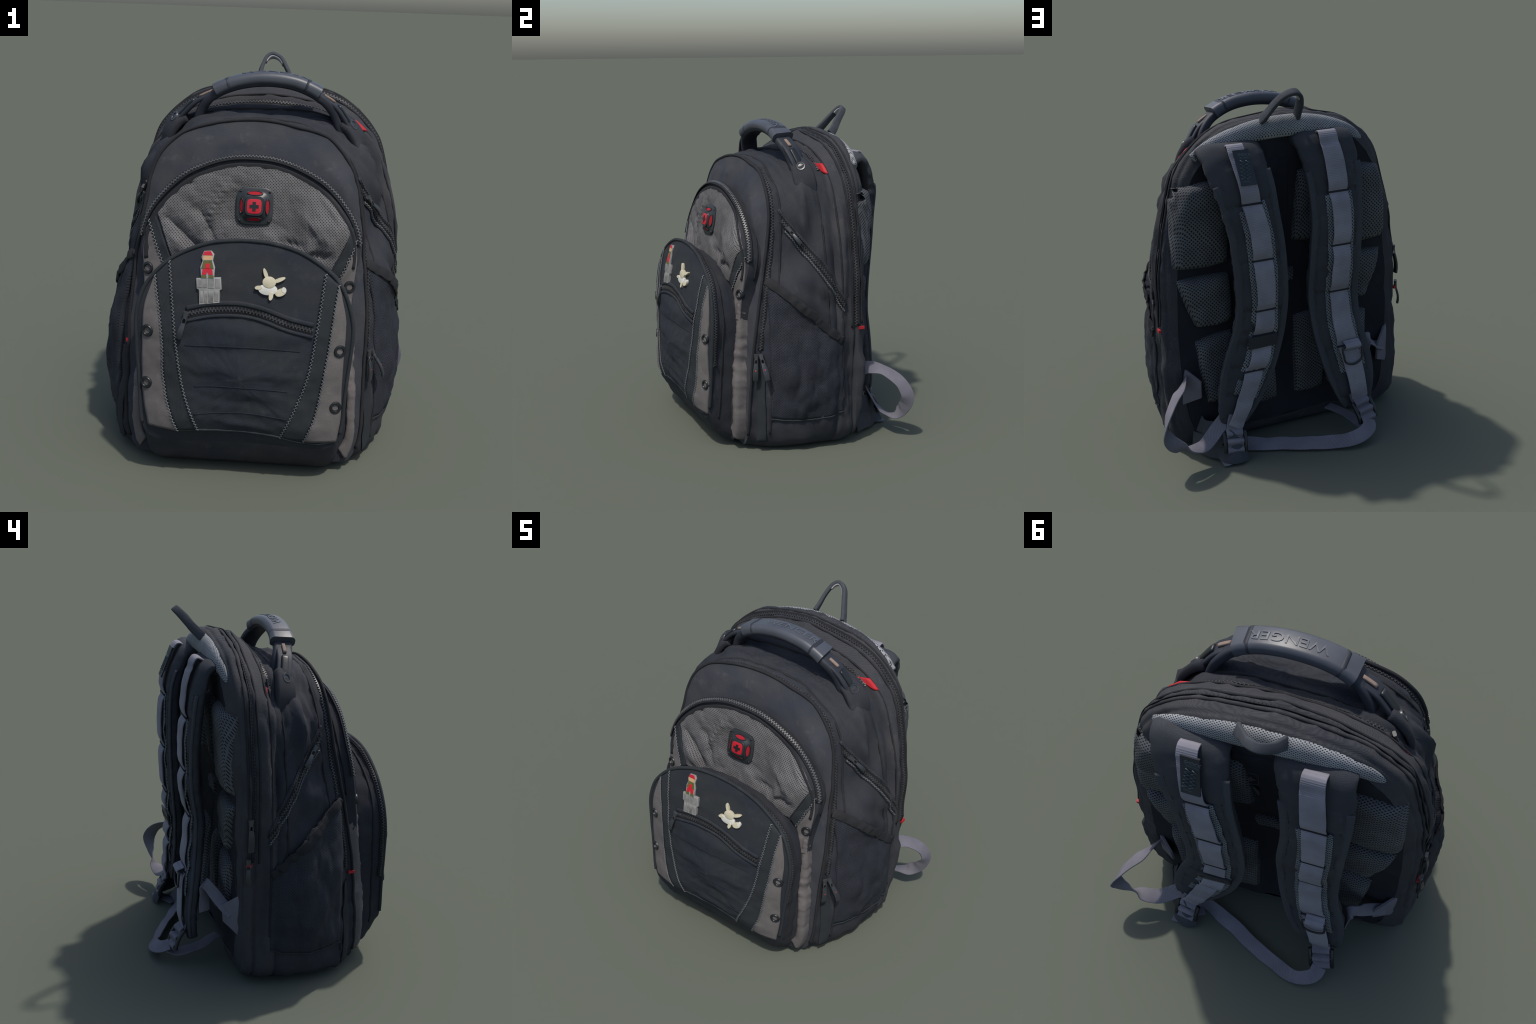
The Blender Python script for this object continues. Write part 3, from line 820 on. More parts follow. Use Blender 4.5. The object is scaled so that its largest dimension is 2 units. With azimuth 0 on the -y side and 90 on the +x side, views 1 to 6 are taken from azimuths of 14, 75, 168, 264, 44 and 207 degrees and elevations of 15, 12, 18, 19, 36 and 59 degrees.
# plain cream creature (stand-in): ovals only
fr = frame_at(.085, 1.000, -2)
cre = pin_plate("cream_pin", ell(-.012, -.016, .044, .026, 0), 0, -.006, .010, "ivory", root, fr)
for nm, pts, h, mat in (("pin_head", ell(-.008, .018, .031, .026), .013, "cream"), ("pin_ear", ell(-.026, .054, .009, .028, 22), .011, "cream"),
                        ("pin_ear", ell(.036, .030, .009, .032, -66), .011, "cream"), ("pin_tail", ell(.048, -.026, .027, .017, 28), .012, "cream"),
                        ("pin_paw", ell(-.056, -.010, .017, .009, 8), .012, "cream"), ("pin_paw", ell(.004, -.046, .010, .020, -10), .012, "cream"),
                        ("pin_tail_tip", ell(.062, -.014, .011, .013, 20), .0135, "ivory")):
    pin_plate(nm, pts, 0, -.004, h, mat, cre, fr)

# ------------------------------------------------------------------ sides: slanted zip pocket, mesh pocket, tabs
for s in (1, -1):
    sd = lambda yz, s=s: on_side(BV_BODY, yz, s)
    ux = [(-.175,1.435),(-.09,1.30),(.03,1.12),(.135,.915)]
    lx = [(-.150,1.315),(-.07,1.19),(.03,1.03),(.135,.845)]
    V, F = patch(sd, ux, lx, 50, 10, .004, .02); add("zip_placket", V, F, "trim")
    for c in (ux, lx):
        P, N = sd(cr(c, 60)); P = smooth(P, 3); N = unit(smooth(N, 4))
        V, F = ribbon(P, N, .020, .010, .004); add("zip_welt", V, F, "nylon")
        V, F = zigzag(P, N, .004, .016, .0024, lift=.0105); add("stitching", V, F, "stitch" if c is lx else "stitch_dark", kind="stuff")
    mx = [((a[0] + b[0]) / 2, (a[1] + b[1]) / 2) for a, b in zip(ux, lx)]
    P, N = sd(cr(mx, 60)); P = smooth(P, 3); N = unit(smooth(N, 4))
    zipper(P, N, "teeth_dark", .034, lift=.007)
    pull_tab(P[6] + N[6] * .004, P[20] - P[6], N[8], .07, .026, red=False)

    # mesh drink pocket
    bulge = .026 if s > 0 else .046
    nu, nv = 44, 34
    topc = cr([(-.285,1.055),(-.20,.985),(-.05,.845),(.06,.735),(.120,.690)], nu)
    botc = cr([(-.300,.215),(-.18,.205),(-.05,.205),(.05,.215),(.120,.235)], nu)
    t = np.linspace(0, 1, nv)
    Q = botc[:, None] * (1 - t)[None, :, None] + topc[:, None] * t[None, :, None]
    P, N = sd(Q.reshape(-1, 2)); P = P.reshape(nu, nv, 3); N = unit(N.reshape(nu, nv, 3))
    for _ in range(4): N[1:-1, 1:-1] = unit(N[1:-1, 1:-1] + N[:-2, 1:-1] + N[2:, 1:-1] + N[1:-1, :-2] + N[1:-1, 2:])
    for _ in range(4): P[1:-1, 1:-1] = (P[1:-1, 1:-1] * 2 + P[:-2, 1:-1] + P[2:, 1:-1] + P[1:-1, :-2] + P[1:-1, 2:]) / 6
    uu = np.linspace(0, 1, nu)
    for i in range(nu):
        for j in range(nv):
            a = math.sin(math.pi * uu[i] ** (1.0 if s > 0 else .75)) ** .6
            b = min(1, t[j] / .3) ** .7 * (1 - .45 * t[j] ** 3)
            P[i, j] += N[i, j] * (bulge * a * b + .014 * fbm((P[i, j, 0], P[i, j, 1] * 1.6, P[i, j, 2] * .8), 6, 60 + s) * a + .008 * a * math.sin(9 * uu[i] + 3 * t[j]) * t[j])
    V, F = shell(P, .005, .03, 0, grid_normals(P, False) * (1 if (grid_normals(P, False)[..., 0] * s).mean() > 0 else -1))
    add("side_pocket", V, F, "pocket_mesh")
    P2 = P[:, -1]; N2 = unit(N[:, -1]); d = unit(P[:, -1] - P[:, -4])
    V, F = ribbon(P2 - d * .018, N2, .052, .012, .008); add("pocket_hem", V, F, "binding")
    P2 = P[:, 0]; V, F = ribbon(P2, unit(N[:, 0]), .010, .008, .006); add("seam", V, F, "trim")
    # upright tape at the front corner of the pocket
    P, N = sd(cr([(-.335,.56),(-.345,.30),(-.345,.07)], 40)); V, F = ribbon(smooth(P, 3), unit(smooth(N, 5)), .055, .008, .004); add("corner_tape", V, F, "trim")

    # red end of the rear zip
    P, N = on_side(BV_BODY, [(.245, .735)], s)
    V, F = box(P[0] + N[0] * .008, (0, 1, 0), (0, 0, 1), N[0], .018, .008, .006)
    ob = add("zip_end_tab", V, F, "red", smooth=False)
    ob.data.materials[0] = M["red"]

# red loop by the upper zip, wedge shaped
P, N = on_side(BV_BODY, [(.095,1.72),(.150,1.66),(.075,1.64),(.125,1.60)], 1)
V, F = patch(lambda yz: on_side(BV_BODY, yz, 1), [(.098,1.682),(.126,1.686)], [(.116,1.634),(.130,1.632)], 10, 8, .006, .02); add("red_tab", V, F, "red")
V, F = patch(lambda yz: on_side(BV_BODY, yz, -1), [(.11,1.640),(.135,1.638)], [(.115,1.612),(.135,1.610)], 10, 8, .004, .02); add("red_tab", V, F, "red_dark")
P, N = on_side(BV_BODY, [(.105, 1.66)], -1); pull_tab(P[0], (-.3, 0, -1), N[0], .05, .030, red=False)
# front compartment pulls
P, N = on_side(BV_BODY, [(-.365, .60)], 1)
pull_tab(P[0] + N[0] * .01, (-.03, -.03, -1), N[0] + np.array([.2, -.5, 0]), .10, .034)
pull_tab(P[0] + N[0] * .018 + np.array([.01, .02, 0]), (.35, .12, -1), N[0], .10, .034)
P, N = on_side(BV_BODY, [(-.372, .605)], -1)
V, F = box(P[0] + N[0] * .008, (0, 1, 0), (0, 0, 1), N[0], .018, .008, .006); add("zip_end_tab", V, F, "red", smooth=False)
# rear zip pulls on the left
P, N = on_side(BV_BODY, [(.243, .98), (.243, .76)], -1)
pull_tab(P[0] + N[0] * .006, (0, 0, -1), N[0], .12, .034, red=False)
pull_tab(P[1] + N[1] * .010, (0, -.05, -1), N[1], .09, .028, red=False)

# ------------------------------------------------------------------ carrying handle
H = cr([(-.355,.015,1.665),(-.325,-.005,1.755),(-.262,-.030,1.822),(-.14,-.040,1.876),(.010,-.042,1.897),(.155,-.042,1.880),(.275,-.035,1.826),(.345,-.010,1.755),(.385,.010,1.66)], 90)
H = H + np.array((.000, -.004, -.008))
Tn = tangents(H); side = np.tile((0, 1, 0), (90, 1)); HN = unit(np.cross(side, Tn)); HN = np.where(HN[:, 2:3] < 0, -HN, HN)
HN[:8] = HN[8]; HN[-8:] = HN[-9]
handle = None
V, F = sweep(H, HN, lambda t: rrect(.105, .046, .016, 3) - np.array((0, .010))); handle = add("handle", V, F, "handle_cloth", angle=60)
gi = [i for i in range(90) if -.243 < H[i, 0] < .264]
Gp = H[gi]; Gn = HN[gi]
def grip_sec(t):
    e = 1 + .10 * (abs(2 * t - 1) ** 6)
    w = .128 * e; s = rrect(w, .058 * e, .024, 5)
    s[:, 1] += .012 - .10 * (s[:, 0] / w) ** 2 * .25
    return s
V, F = sweep(Gp, Gn, grip_sec); add("handle_grip", V, F, "rubber", handle, angle=50)
for i in (6, len(gi) - 7):
    V, F = sweep(Gp[i - 1:i + 2], Gn[i - 1:i + 2], lambda t: grip_sec(.5) * 1.02); add("grip_seam", V, F, "handle_cloth", handle)
# moulded letters on the grip
def text_mesh(body, size, depth):
    cu = bpy.data.curves.new("t", "FONT"); cu.body = body; cu.size = size; cu.extrude = depth; cu.align_x = "CENTER"; cu.align_y = "CENTER"; cu.resolution_u = 3
    ob = bpy.data.objects.new("t", cu); bpy.context.scene.collection.objects.link(ob)
    dg = bpy.context.evaluated_depsgraph_get(); me = bpy.data.meshes.new_from_object(ob.evaluated_get(dg))
    V = [np.array(v.co) for v in me.vertices]; F = [tuple(p.vertices) for p in me.polygons]
    bpy.data.objects.remove(ob); bpy.data.curves.remove(cu); bpy.data.meshes.remove(me)
    return np.array(V), F
V, F = text_mesh("WENGER", .066, .0022)
s = np.r_[0, np.cumsum(np.linalg.norm(np.diff(Gp, axis=0), axis=1))]
mid = s[-1] * .56
W = []
for x, y, z in V:
    q = mid + x * 1.15
    p = np.array([np.interp(q, s, Gp[:, i]) for i in range(3)]); n = unit(np.array([np.interp(q, s, Gn[:, i]) for i in range(3)]))
    W.append(p + np.array((0, 1, 0)) * y + n * (.0405 + z - 6.0 * y * y * .25))
add("handle_lettering", W, F, "letter", handle, smooth=False)
# outer anchor tapes with exposed foam, cord and rivet
for s in (1, -1):
    a = np.array((.268, -.040, 1.836)) if s > 0 else np.array((-.246, -.036, 1.836))
    e = np.array((.432, -.006, 1.672)) if s > 0 else np.array((-.455, .010, 1.676))
    Q = cr([a, a * .6 + e * .4 + np.array((s * .020, -.004, .012)), a * .25 + e * .75 + np.array((s * .016, 0, .004)), e], 20)
    n = unit(np.cross(tangents(Q), (0, 1, 0))) * 1.0
    n = np.where((n[:, :1] * s) < 0, -n, n)
    V, F = sweep(Q - n * .016, n, rrect(.085, .022, .009, 3)); add("handle_anchor", V, F, "handle_cloth", handle)
    V, F = sweep(Q[2:8], n[2:8], rrect(.020, .012, .005, 3)); add("exposed_foam", V, F, "tan", handle)
    V, F = sweep(Q[9:] - n[9:] * .002, n[9:], rrect(.040, .020, .008, 3)); add("anchor_tab", V, F, "plastic", handle)
    n0 = unit(np.array((s * .75, -.45, .5)))
    V, F = lathe(e + n0 * .006, n0, [(.030, -.02), (.030, .008), (.026, .014), (.019, .013), (.017, .009), (.004, .010)]); add("rivet", V, F, "pull", handle, angle=40)
    # gathered cloth ear under the rivet
    Q = cr([e + np.array((-s * .05, 0, .02)), e + np.array((0, 0, -.012)), e + np.array((s * .045, .005, -.085)), e + np.array((s * .06, .02, -.2))], 20)
    V, F = sweep(Q, n0, lambda t: rrect(.10 + .03 * math.sin(3 * t), .05 * (1 - .75 * t) + .004, .02 * (1 - .8 * t) + .001, 3)); add("anchor_gather", V, F, "nylon", handle)

# ------------------------------------------------------------------ hanging loop
L = cr([(.128,.360,1.832),(.110,.392,1.862),(.080,.438,1.917),(.046,.486,1.964),(.000,.510,1.982),(-.036,.494,1.965),(-.057,.452,1.918),(-.064,.408,1.872),(-.070,.370,1.836)], 60)
c0 = np.array((.02, .43, 1.88))
LN = unit(L - c0 + 1e-6)
LN = unit(LN + np.array([(0, .25 * math.sin(6 * i / 59), 0) for i in range(60)]))
V, F = sweep(L, LN, lambda t: rrect(.056 - .014 * math.sin(math.pi * t), .020, .006, 2)); loop = add("hang_loop", V, F, "strap_edge", angle=60)
V, F = sweep(L[20:40] - LN[20:40] * .013, LN[20:40], rrect(.030, .010, .004, 2)); add("loop_lining", V, F, "web_pale", loop)

# ------------------------------------------------------------------ back panel pads and top roll
fb = lambda xz: on_back(BV_BACK, xz)
def pad(corners, puff=.030, mat="pad_mesh", n=26, base=-1.0):
    """cushion over a four-cornered region (bottom-left, bottom-right, top-right, top-left)"""
    c = np.array(corners, float); u = np.linspace(0, 1, n)
    # soften the corners by a squircle map of the unit square
    Q = []
    for a in u:
        for b in u:
            x, y = 2 * a - 1, 2 * b - 1
            k = .12
            x2, y2 = x * math.sqrt(1 - k * y * y), y * math.sqrt(1 - k * x * x)
            a2, b2 = (x2 + 1) / 2, (y2 + 1) / 2
            Q.append(c[0] * (1 - a2) * (1 - b2) + c[1] * a2 * (1 - b2) + c[2] * a2 * b2 + c[3] * (1 - a2) * b2)
    P, N = fb(np.array(Q)); P = P.reshape(n, n, 3)
    N = np.tile((0, 1, 0), (n, n, 1)).astype(float)
    x = 2 * u[:, None] - 1; y = 2 * u[None] - 1
    h = puff * ((1 - np.abs(x) ** 6) * (1 - np.abs(y) ** 6)) ** .5
    P[..., 1] = np.maximum(P[..., 1], base) + .004 * np.array([[fbm(P[i, j], 9, 33) for j in range(n)] for i in range(n)])
    P = P + N * h[..., None]
    V, F = shell(P, .002, .035, 0, N); return add("back_pad", V, F, mat)

for s in (1, -1):
    m = lambda pts: [(s * x + (.0 if s > 0 else .045), z) for x, z in (pts if s > 0 else [pts[1], pts[0], pts[3], pts[2]])]
    k = 0.0 if s > 0 else .014
    pad(m([(.325,1.065),(.655,1.075),(.632,1.525),(.35,1.560)]), .064 - k, base=.290 - k)
    pad(m([(.325,.735),(.540,.725),(.645,1.030),(.325,1.030)]), .056 - k, base=.280 - k)
    pad(m([(.325,.31),(.505,.27),(.555,.660),(.325,.695)]), .042, base=.272 - k)
    pad(m([(.085,1.13),(.27,1.13),(.30,1.55),(.12,1.55)]), .040)
    pad(m([(.075,.20),(.27,.20),(.27,.70),(.09,.70)]), .034)
pad([(-.06,.90),(.10,.90),(.10,.985),(-.06,.985)], .020)
# central panel with a faint printed badge
V, F = patch(fb, [(-.03,1.62),(.17,1.62)], [(-.02,1.02),(.15,1.02)], 20, 14, .003); add("spine_panel", V, F, "backcloth")
P, N = fb([(.095, 1.40)])
o = P[0] + np.array((0, .006, 0)); ux, uz, un = np.array((1., 0, 0)), np.array((0, 0, 1.)), np.array((0, 1., 0))
ring = [o + ux * x + uz * z for x, z in superell(.035, .045, 4)]
V, F = sweep(np.array(ring + ring[:1]), un, circ(.0028, 5)); add("printed_badge", V, F, "faint")
V = [o + ux * x + uz * z + un * h for h in (0, .003) for x, z in plus(.020, .006)]
add("printed_cross", V, grid_faces(2, 12, True) + [tuple(range(12)), tuple(range(12, 24))], "faint", smooth=False)
for dz, sg in ((.085, 1), (-.085, -1)):
    for q in (1, -1):
        Q = cr([o + ux * q * .034 + uz * (dz + sg * .045), o + ux * q * .026 + uz * (dz + sg * .015), o + ux * q * .008 + uz * (dz - sg * .02)], 12)
        V, F = sweep(Q, un, lambda t: rrect(.004 + .014 * math.sin(math.pi * t), .003, .001, 2)); add("printed_flourish", V, F, "faint")

# padded mesh roll under the top edge
Rl = cr([(.500,.318,1.665),(.42,.335,1.712),(.30,.345,1.752),(.15,.352,1.780),(0,.356,1.790),(-.14,.354,1.784),(-.27,.345,1.760),(-.38,.335,1.722),(-.46,.315,1.665)], 80)
def roll_sec(t):
    w = math.sin(math.pi * min(1, max(0, .04 + .92 * t))) ** .75
    a = np.linspace(0, 2 * np.pi, 20, endpoint=False)
    return np.stack([np.cos(a) * (.016 + .042 * w), np.sin(a) * (.012 + .024 * w)], 1)
RN = np.tile((0, .96, .16), (80, 1))
V, F = sweep(Rl, RN, roll_sec); add("top_roll", V, F, "roll_mesh")

# ------------------------------------------------------------------ shoulder straps
STRAPS = {
 1: dict(spine=[(.330,.330,1.605,.33),(.332,.368,1.690,.335),(.331,.415,1.722,.340),(.326,.452,1.690,.335),(.308,.480,1.60,.325),(.288,.500,1.50,.312),(.264,.510,1.36,.292),(.240,.512,1.16,.292),(.229,.500,.93,.286),(.240,.486,.79,.286),(.262,.474,.68,.288),(.308,.462,.54,.295),(.358,.452,.40,.262),(.402,.445,.28,.20),(.430,.440,.20,.13)],
         seams=[1.44,1.14,.855,.715,.645,.51,.36], web=[(.318,1.755,.088),(.316,1.70,.090),(.300,1.60,.094),(.281,1.48,.098),(.243,1.27,.106),(.226,1.04,.107),(.225,.86,.100),(.237,.73,.108),(.254,.61,.112),(.305,.48,.102),(.345,.38,.098),(.398,.25,.088),(.426,.175,.086)], mesh=(1.44,.36)),
 -1: dict(spine=[(-.195,.335,1.625,.32),(-.194,.372,1.708,.330),(-.194,.418,1.738,.336),(-.200,.452,1.705,.332),(-.216,.470,1.60,.322),(-.226,.478,1.46,.304),(-.226,.488,1.28,.290),(-.212,.480,1.06,.298),(-.206,.450,.87,.296),(-.214,.452,.72,.290),(-.228,.460,.62,.287),(-.264,.476,.47,.292),(-.296,.486,.32,.255),(-.318,.478,.20,.18),(-.325,.470,.15,.12)],
         seams=[1.435,1.14,.87,.55], web=[(-.198,1.775,.100),(-.200,1.72,.102),(-.212,1.60,.106),(-.225,1.467,.112),(-.239,1.27,.106),(-.231,1.03,.103),(-.229,.785,.110),(-.245,.64,.114),(-.262,.545,.116),(-.285,.43,.110),(-.305,.33,.104),(-.325,.22,.098)], mesh=(1.435,.40)),
}
def strap_sec(w, h, pinch):
    s = rrect(w, h, h * .46, 5)
    return s
strap_bvh = {}
for sgn, S in STRAPS.items():
    sp = cr(S["spine"], 150)
    P = sp[:, :3]; Wd = sp[:, 3]
    P[:, 0] -= .009
    P[:, 2] -= np.interp(P[:, 2], [1.55, 1.72], [0, .016])
    P[:, 1] -= np.interp(P[:, 2], [.3, .7, 1.5, 1.62, 1.7], [.004, .014, .020, .034, .048])
    T = tangents(P); B = np.tile((1., 0, 0), (150, 1)); Nn = unit(np.cross(B, T)); 
    if Nn[75, 1] < 0: Nn = -Nn
    V = []
    m = 44
    a = np.linspace(0, 2 * np.pi, m, endpoint=False)
    for i in range(150):
        z = P[i, 2]
        th = .074 if .25 < z else .060
        dip = sum(math.exp(-((z - q) / .012) ** 2) for q in S["seams"]) if i > 25 else 0
        ca, sa = np.cos(a), np.sin(a)
        r = (np.abs(ca) ** 5 + np.abs(sa) ** 5) ** (-1 / 5)
        xs = ca * r * Wd[i] / 2; ys = sa * r * th / 2
        fl = np.clip((np.abs(xs) - Wd[i] * .36) / (Wd[i] * .14), 0, 1)
        ys = ys * (1 - .45 * fl)                       # thin bound edges, thicker middle
        ys = np.where(ys < 0, ys - (.014 if sgn > 0 else .004) * min(1, max(0, (z - .45) / .2)) * min(1, max(0, (1.62 - z) / .1)) * (1 - .5 * fl) * np.minimum(1, -ys / .02), ys)
        ys = np.where(ys > 0, ys - .010 * dip * (1 - fl), ys)
        bi = unit(np.cross(T[i], Nn[i])); bi = bi if bi[0] > 0 else -bi
        w = P[i] + xs[:, None] * bi + ys[:, None] * Nn[i]
        for k in range(m):
            w[k] += Nn[i] * .005 * fbm(w[k], 9, 70 + sgn) + bi * (.008 * fbm((0, 0, z), 12, 80 + sgn + (1 if xs[k] > 0 else 5)) * fl[k])
        V.append(w)
    V = np.vstack(V)
    F = grid_faces(150, m, True) + [tuple(range(m)), tuple(range(149 * m, 150 * m))]
    strap = add("shoulder_strap", V, F, "strap")
    bv = bvh_of(strap); S["ob"] = strap; S["bv"] = bv
    def ons(xz, bv=bv):
        P, N = [], []
        for x, z in xz:
            h = bv.ray_cast(Vector((x, 1.5, z)), Vector((0, -1, 0)))
            if h[0] is None: h = bv.find_nearest(Vector((x, .52, z)))
            P.append(np.array(h[0])); n = np.array(h[1]); N.append(n if n[1] > 0 else -n)
        return np.array(P), np.array(N)
    S["on"] = ons
    # bound edges
    i0 = 28
    for e in (-1, 1):
        Q = []
        for i in range(i0, 147):
            bi = unit(np.cross(T[i], Nn[i])); bi = bi if bi[0] > 0 else -bi
            Q.append(P[i] + bi * e * (Wd[i] / 2 - .016) + Nn[i] * .020)
        Q = smooth(np.array(Q), 3)
        V, F = sweep(Q, Nn[i0:147], rrect(.040, .014, .006, 3)); add("strap_binding", V, F, "strap_edge", strap)
        V, F = dashes(Q - np.array([unit(np.cross(T[i], Nn[i])) * (1 if unit(np.cross(T[i], Nn[i]))[0] > 0 else -1) * e * .022 for i in range(i0, 147)]), Nn[i0:147], lift=.012)
        add("stitching", V, F, "stitch_dark", strap, kind="stuff")
    # pale mesh flanking the webbing
    z0, z1 = S["mesh"]
    wb = cr([(x - .009, z - np.interp(z, [1.6, 1.75], [0, .020]), w) for x, z, w in S["web"]], 160)
    keep = wb[(wb[:, 1] < z0) & (wb[:, 1] > z1)]
    Pm, Nm = ons([(x, z) for x, z, w in keep]); Pm = smooth(Pm, 4); Nm = unit(smooth(Nm, 8))
    V, F = sweep(Pm + Nm * .003, Nm, lambda t: rrect(np.interp(t, np.linspace(0, 1, len(keep)), keep[:, 2]) + .048, .006, .002, 2)); add("strap_mesh", V, F, "strap_mesh", strap)
    # webbing, pillowed between its bar tacks
    Pw, Nw = ons([(x, min(z, 1.70)) for x, z, w in wb])
    Pw = smooth(Pw, 3); Nw = unit(smooth(Nw, 10))
    cutz = .50 if sgn < 0 else -1
    for i, (x, z, w) in enumerate(wb):
        gap = min([abs(z - q) for q in S["seams"] if q != .36] + [9])
        Pw[i] = Pw[i] + Nw[i] * (.006 + .017 * min(1, gap / .06) ** .6)
        if z > 1.69:      # stands up over the end of the pad
            k = (z - 1.69) / (wb[0, 1] - 1.69)
            Pw[i] = np.array((x, np.interp(k, [0, .4, .8, 1.0], [Pw[i, 1], .466, .450, .430]), np.interp(k, [0, .4, .8, 1], [1.69, 1.69 + .45 * (wb[0, 1] - 1.69), 1.69 + .9 * (wb[0, 1] - 1.69), wb[0, 1]])))
    tail = [(wb[0, 0], .40, wb[0, 1] + .004), (wb[0, 0] - .004, .38, wb[0, 1] - .015), (wb[0, 0] - .006, .355, wb[0, 1] - .045)]
    Pw = np.vstack([np.array(tail)[::-1], Pw]); wid = np.r_[[wb[0, 2]] * 3, wb[:, 2]]
    Pw = cr(Pw[::3], 200); wid = np.interp(np.linspace(0, 1, 200), np.linspace(0, 1, len(wid)), wid)
    Tw = tangents(Pw); Nw = unit(np.cross(np.tile((1., 0, 0), (200, 1)), Tw)); 
    if Nw[120, 1] < 0: Nw = -Nw
    V, F = sweep(Pw, Nw, lambda t: rrect(np.interp(t, np.linspace(0, 1, 200), wid), .009, .003, 2)); web = add("strap_webbing", V, F, "web", strap, angle=60)
    for q in S["seams"]:
        if q == .36: continue
        i = int(np.argmin(np.abs(Pw[40:, 2] - q))) + 40
        t = Pw[i]; b = np.array((1., 0, 0))
        Q = np.array([t + b * d + Nw[i] * .004 for d in (-wid[i] * .56, 0, wid[i] * .56)])
        V, F = sweep(Q, Nw[i], circ(.006, 6)); add("bar_tack", V, F, "binding", strap)

# moulded spring label on the right strap
def strap_plate(S, x0, x1, z0, z1, lift, thick, mat, name, parent):
    nu, nv = 10, 6
    Q = [((x0[0] * (1 - a) + x1[0] * a) * (1 - b) + (x0[1] * (1 - a) + x1[1] * a) * b, z0 * (1 - b) + z1 * b) for b in np.linspace(0, 1, nu) for a in np.linspace(0, 1, nv)]
    P, N = S["on"](Q); P = P.reshape(nu, nv, 3); n = unit(N.mean(0))
    o = P.mean((0, 1)); 
    N2 = np.tile(n, (nu, nv, 1))
    P = o + (P - o) - ((P - o) @ n)[..., None] * n
    P = P + n * lift
    V, F = shell(P, thick, .004, 0, N2); ob = add(name, V, F, mat, parent, angle=30)
    return ob, o + n * (lift + thick), n
S = STRAPS[1]
lab, lo, ln = strap_plate(S, (.233, .249), (.317, .332), 1.530, 1.700, .027, .008, "label", "spring_label", S["ob"])
lu = unit(np.cross((0, 0, 1), ln)); lu = lu if lu[0] < 0 else -lu         # reading direction as seen from behind
lv = np.cross(ln, lu); lv = lv if lv[2] > 0 else -lv
ang = math.radians(-5); lu, lv = lu * math.cos(ang) + lv * math.sin(ang), lv * math.cos(ang) - lu * math.sin(ang)
for col in (-1, 1):
    pts = []
    for k in range(11):
        pts.append(lo + lv * (.036 - .0095 * k) + lu * (col * .0145 + (.0105 if k % 2 else -.0105)) + ln * .002)
    V, F = sweep(np.array(pts), ln, circ(.0028, 5)); add("printed_spring", V, F, "label_print", S["ob"])
def put_text(body, size, o, u, v, n, mat, name, parent, depth=.0012):
    V, F = text_mesh(body, size, depth)
    add(name, [o + u * x + v * y + n * z for x, y, z in V], F, mat, parent, smooth=False)
put_text("SHOCK", .021, lo + lv * .066, lu, lv, ln, "label_print", "printed_lettering", S["ob"])
put_text("ABSORBING", .0105, lo + lv * .050, lu, lv, ln, "label_print", "printed_lettering", S["ob"])
put_text("SYSTEM", .0125, lo - lv * .072, lu, lv, ln, "label_print", "printed_lettering", S["ob"])
# cross band with lettering, lower on the same strap
lab, lo, ln = strap_plate(S, (.152, .157), (.317, .322), .645, .715, .020, .006, "label", "strap_label", S["ob"])
lu = unit(np.cross((0, 0, 1), ln)); lu = lu if lu[0] < 0 else -lu
lv = np.cross(ln, lu); lv = lv if lv[2] > 0 else -lv
put_text("WENGER", .030, lo + lu * .014, lu, lv, ln, "faint", "printed_lettering", S["ob"])
ring = [lo - lu * .062 + lu * x + lv * z + ln * .001 for x, z in superell(.012, .012, 3, 20)]
V, F = sweep(np.array(ring + ring[:1]), ln, circ(.0015, 5)); add("printed_badge", V, F, "faint", S["ob"])

# D-ring with its short retaining loop on the left strap
S = STRAPS[-1]
P, N = S["on"]([(-.284, .515)]); o = P[0] + N[0] * .040
a = np.linspace(0, np.pi, 18)
Q = [o + np.array((-.055, 0, .035))] + [o + np.array((-.055 * math.cos(t), .006, -.030 - .045 * math.sin(t))) for t in a] + [o + np.array((.055, 0, .035))]
Q = np.array([Q[0]] + Q[1:] + [Q[0] + np.array((.001, 0, 0))])
V, F = sweep(cr(Q, 60), (0, 1, 0), circ(.0058, 8)); add("d_ring", V, F, "plastic", S["ob"])
Q = cr([o + np.array((0, -.03, .06)), o + np.array((0, .008, .045)), o + np.array((0, .012, .030)), o + np.array((0, -.02, .010))], 14)
V, F = sweep(Q, (0, 1, .2), rrect(.095, .009, .003, 2)); add("ring_loop", V, F, "web", S["ob"])
V, F = dashes(Q[3:8], np.tile((0, 1, 0), (5, 1))); 

# ------------------------------------------------------------------ buckles and loose webbing
def buckle(c, d, n, w=.105, l=.105):
    """ladder-lock: two rails, three bars, webbing humped over them"""
    c = np.asarray(c, float); d = unit(d); n = unit(np.asarray(n) - np.dot(n, d) * d); b = np.cross(d, n)
    bag = Bag()
    for e in (-1, 1):
        Q = np.array([c + b * e * w / 2 + d * t * l + n * .010 * math.sin(math.pi * (t + .5)) for t in np.linspace(-.5, .5, 9)])
        bag.put(*sweep(Q, n, lambda t: rrect(.018, .022, .007, 3)))
    for t in (-.46, -.05, .42):
        Q = np.array([c + b * e * w / 2 + d * t * l + n * (.012 if t == -.05 else 0) for e in (-1, 0, 1)])
        bag.put(*sweep(Q, n, circ(.010, 8)))
    ob = bag.make("buckle", "plastic", angle=60)
    Q = cr([c - d * l * .75 - n * .004, c - d * l * .42 + n * .016, c - d * l * .22 - n * .004, c - d * l * .04 + n * .026, c + d * l * .2 + n * .006, c + d * l * .42 + n * .018, c + d * l * .55 - n * .004], 40)
    V, F = sweep(Q, n, rrect(w * .80, .010, .003, 2)); add("buckle_webbing", V, F, "web_low", ob)
    return ob

bplus = buckle((.425, .505, .115), (.10, .38, -1), (.10, 1, .35), .115, .11)
bminus = buckle((-.345, .560, .150), (-.22, .50, -1), (-.1, 1, .5), .115, .12)

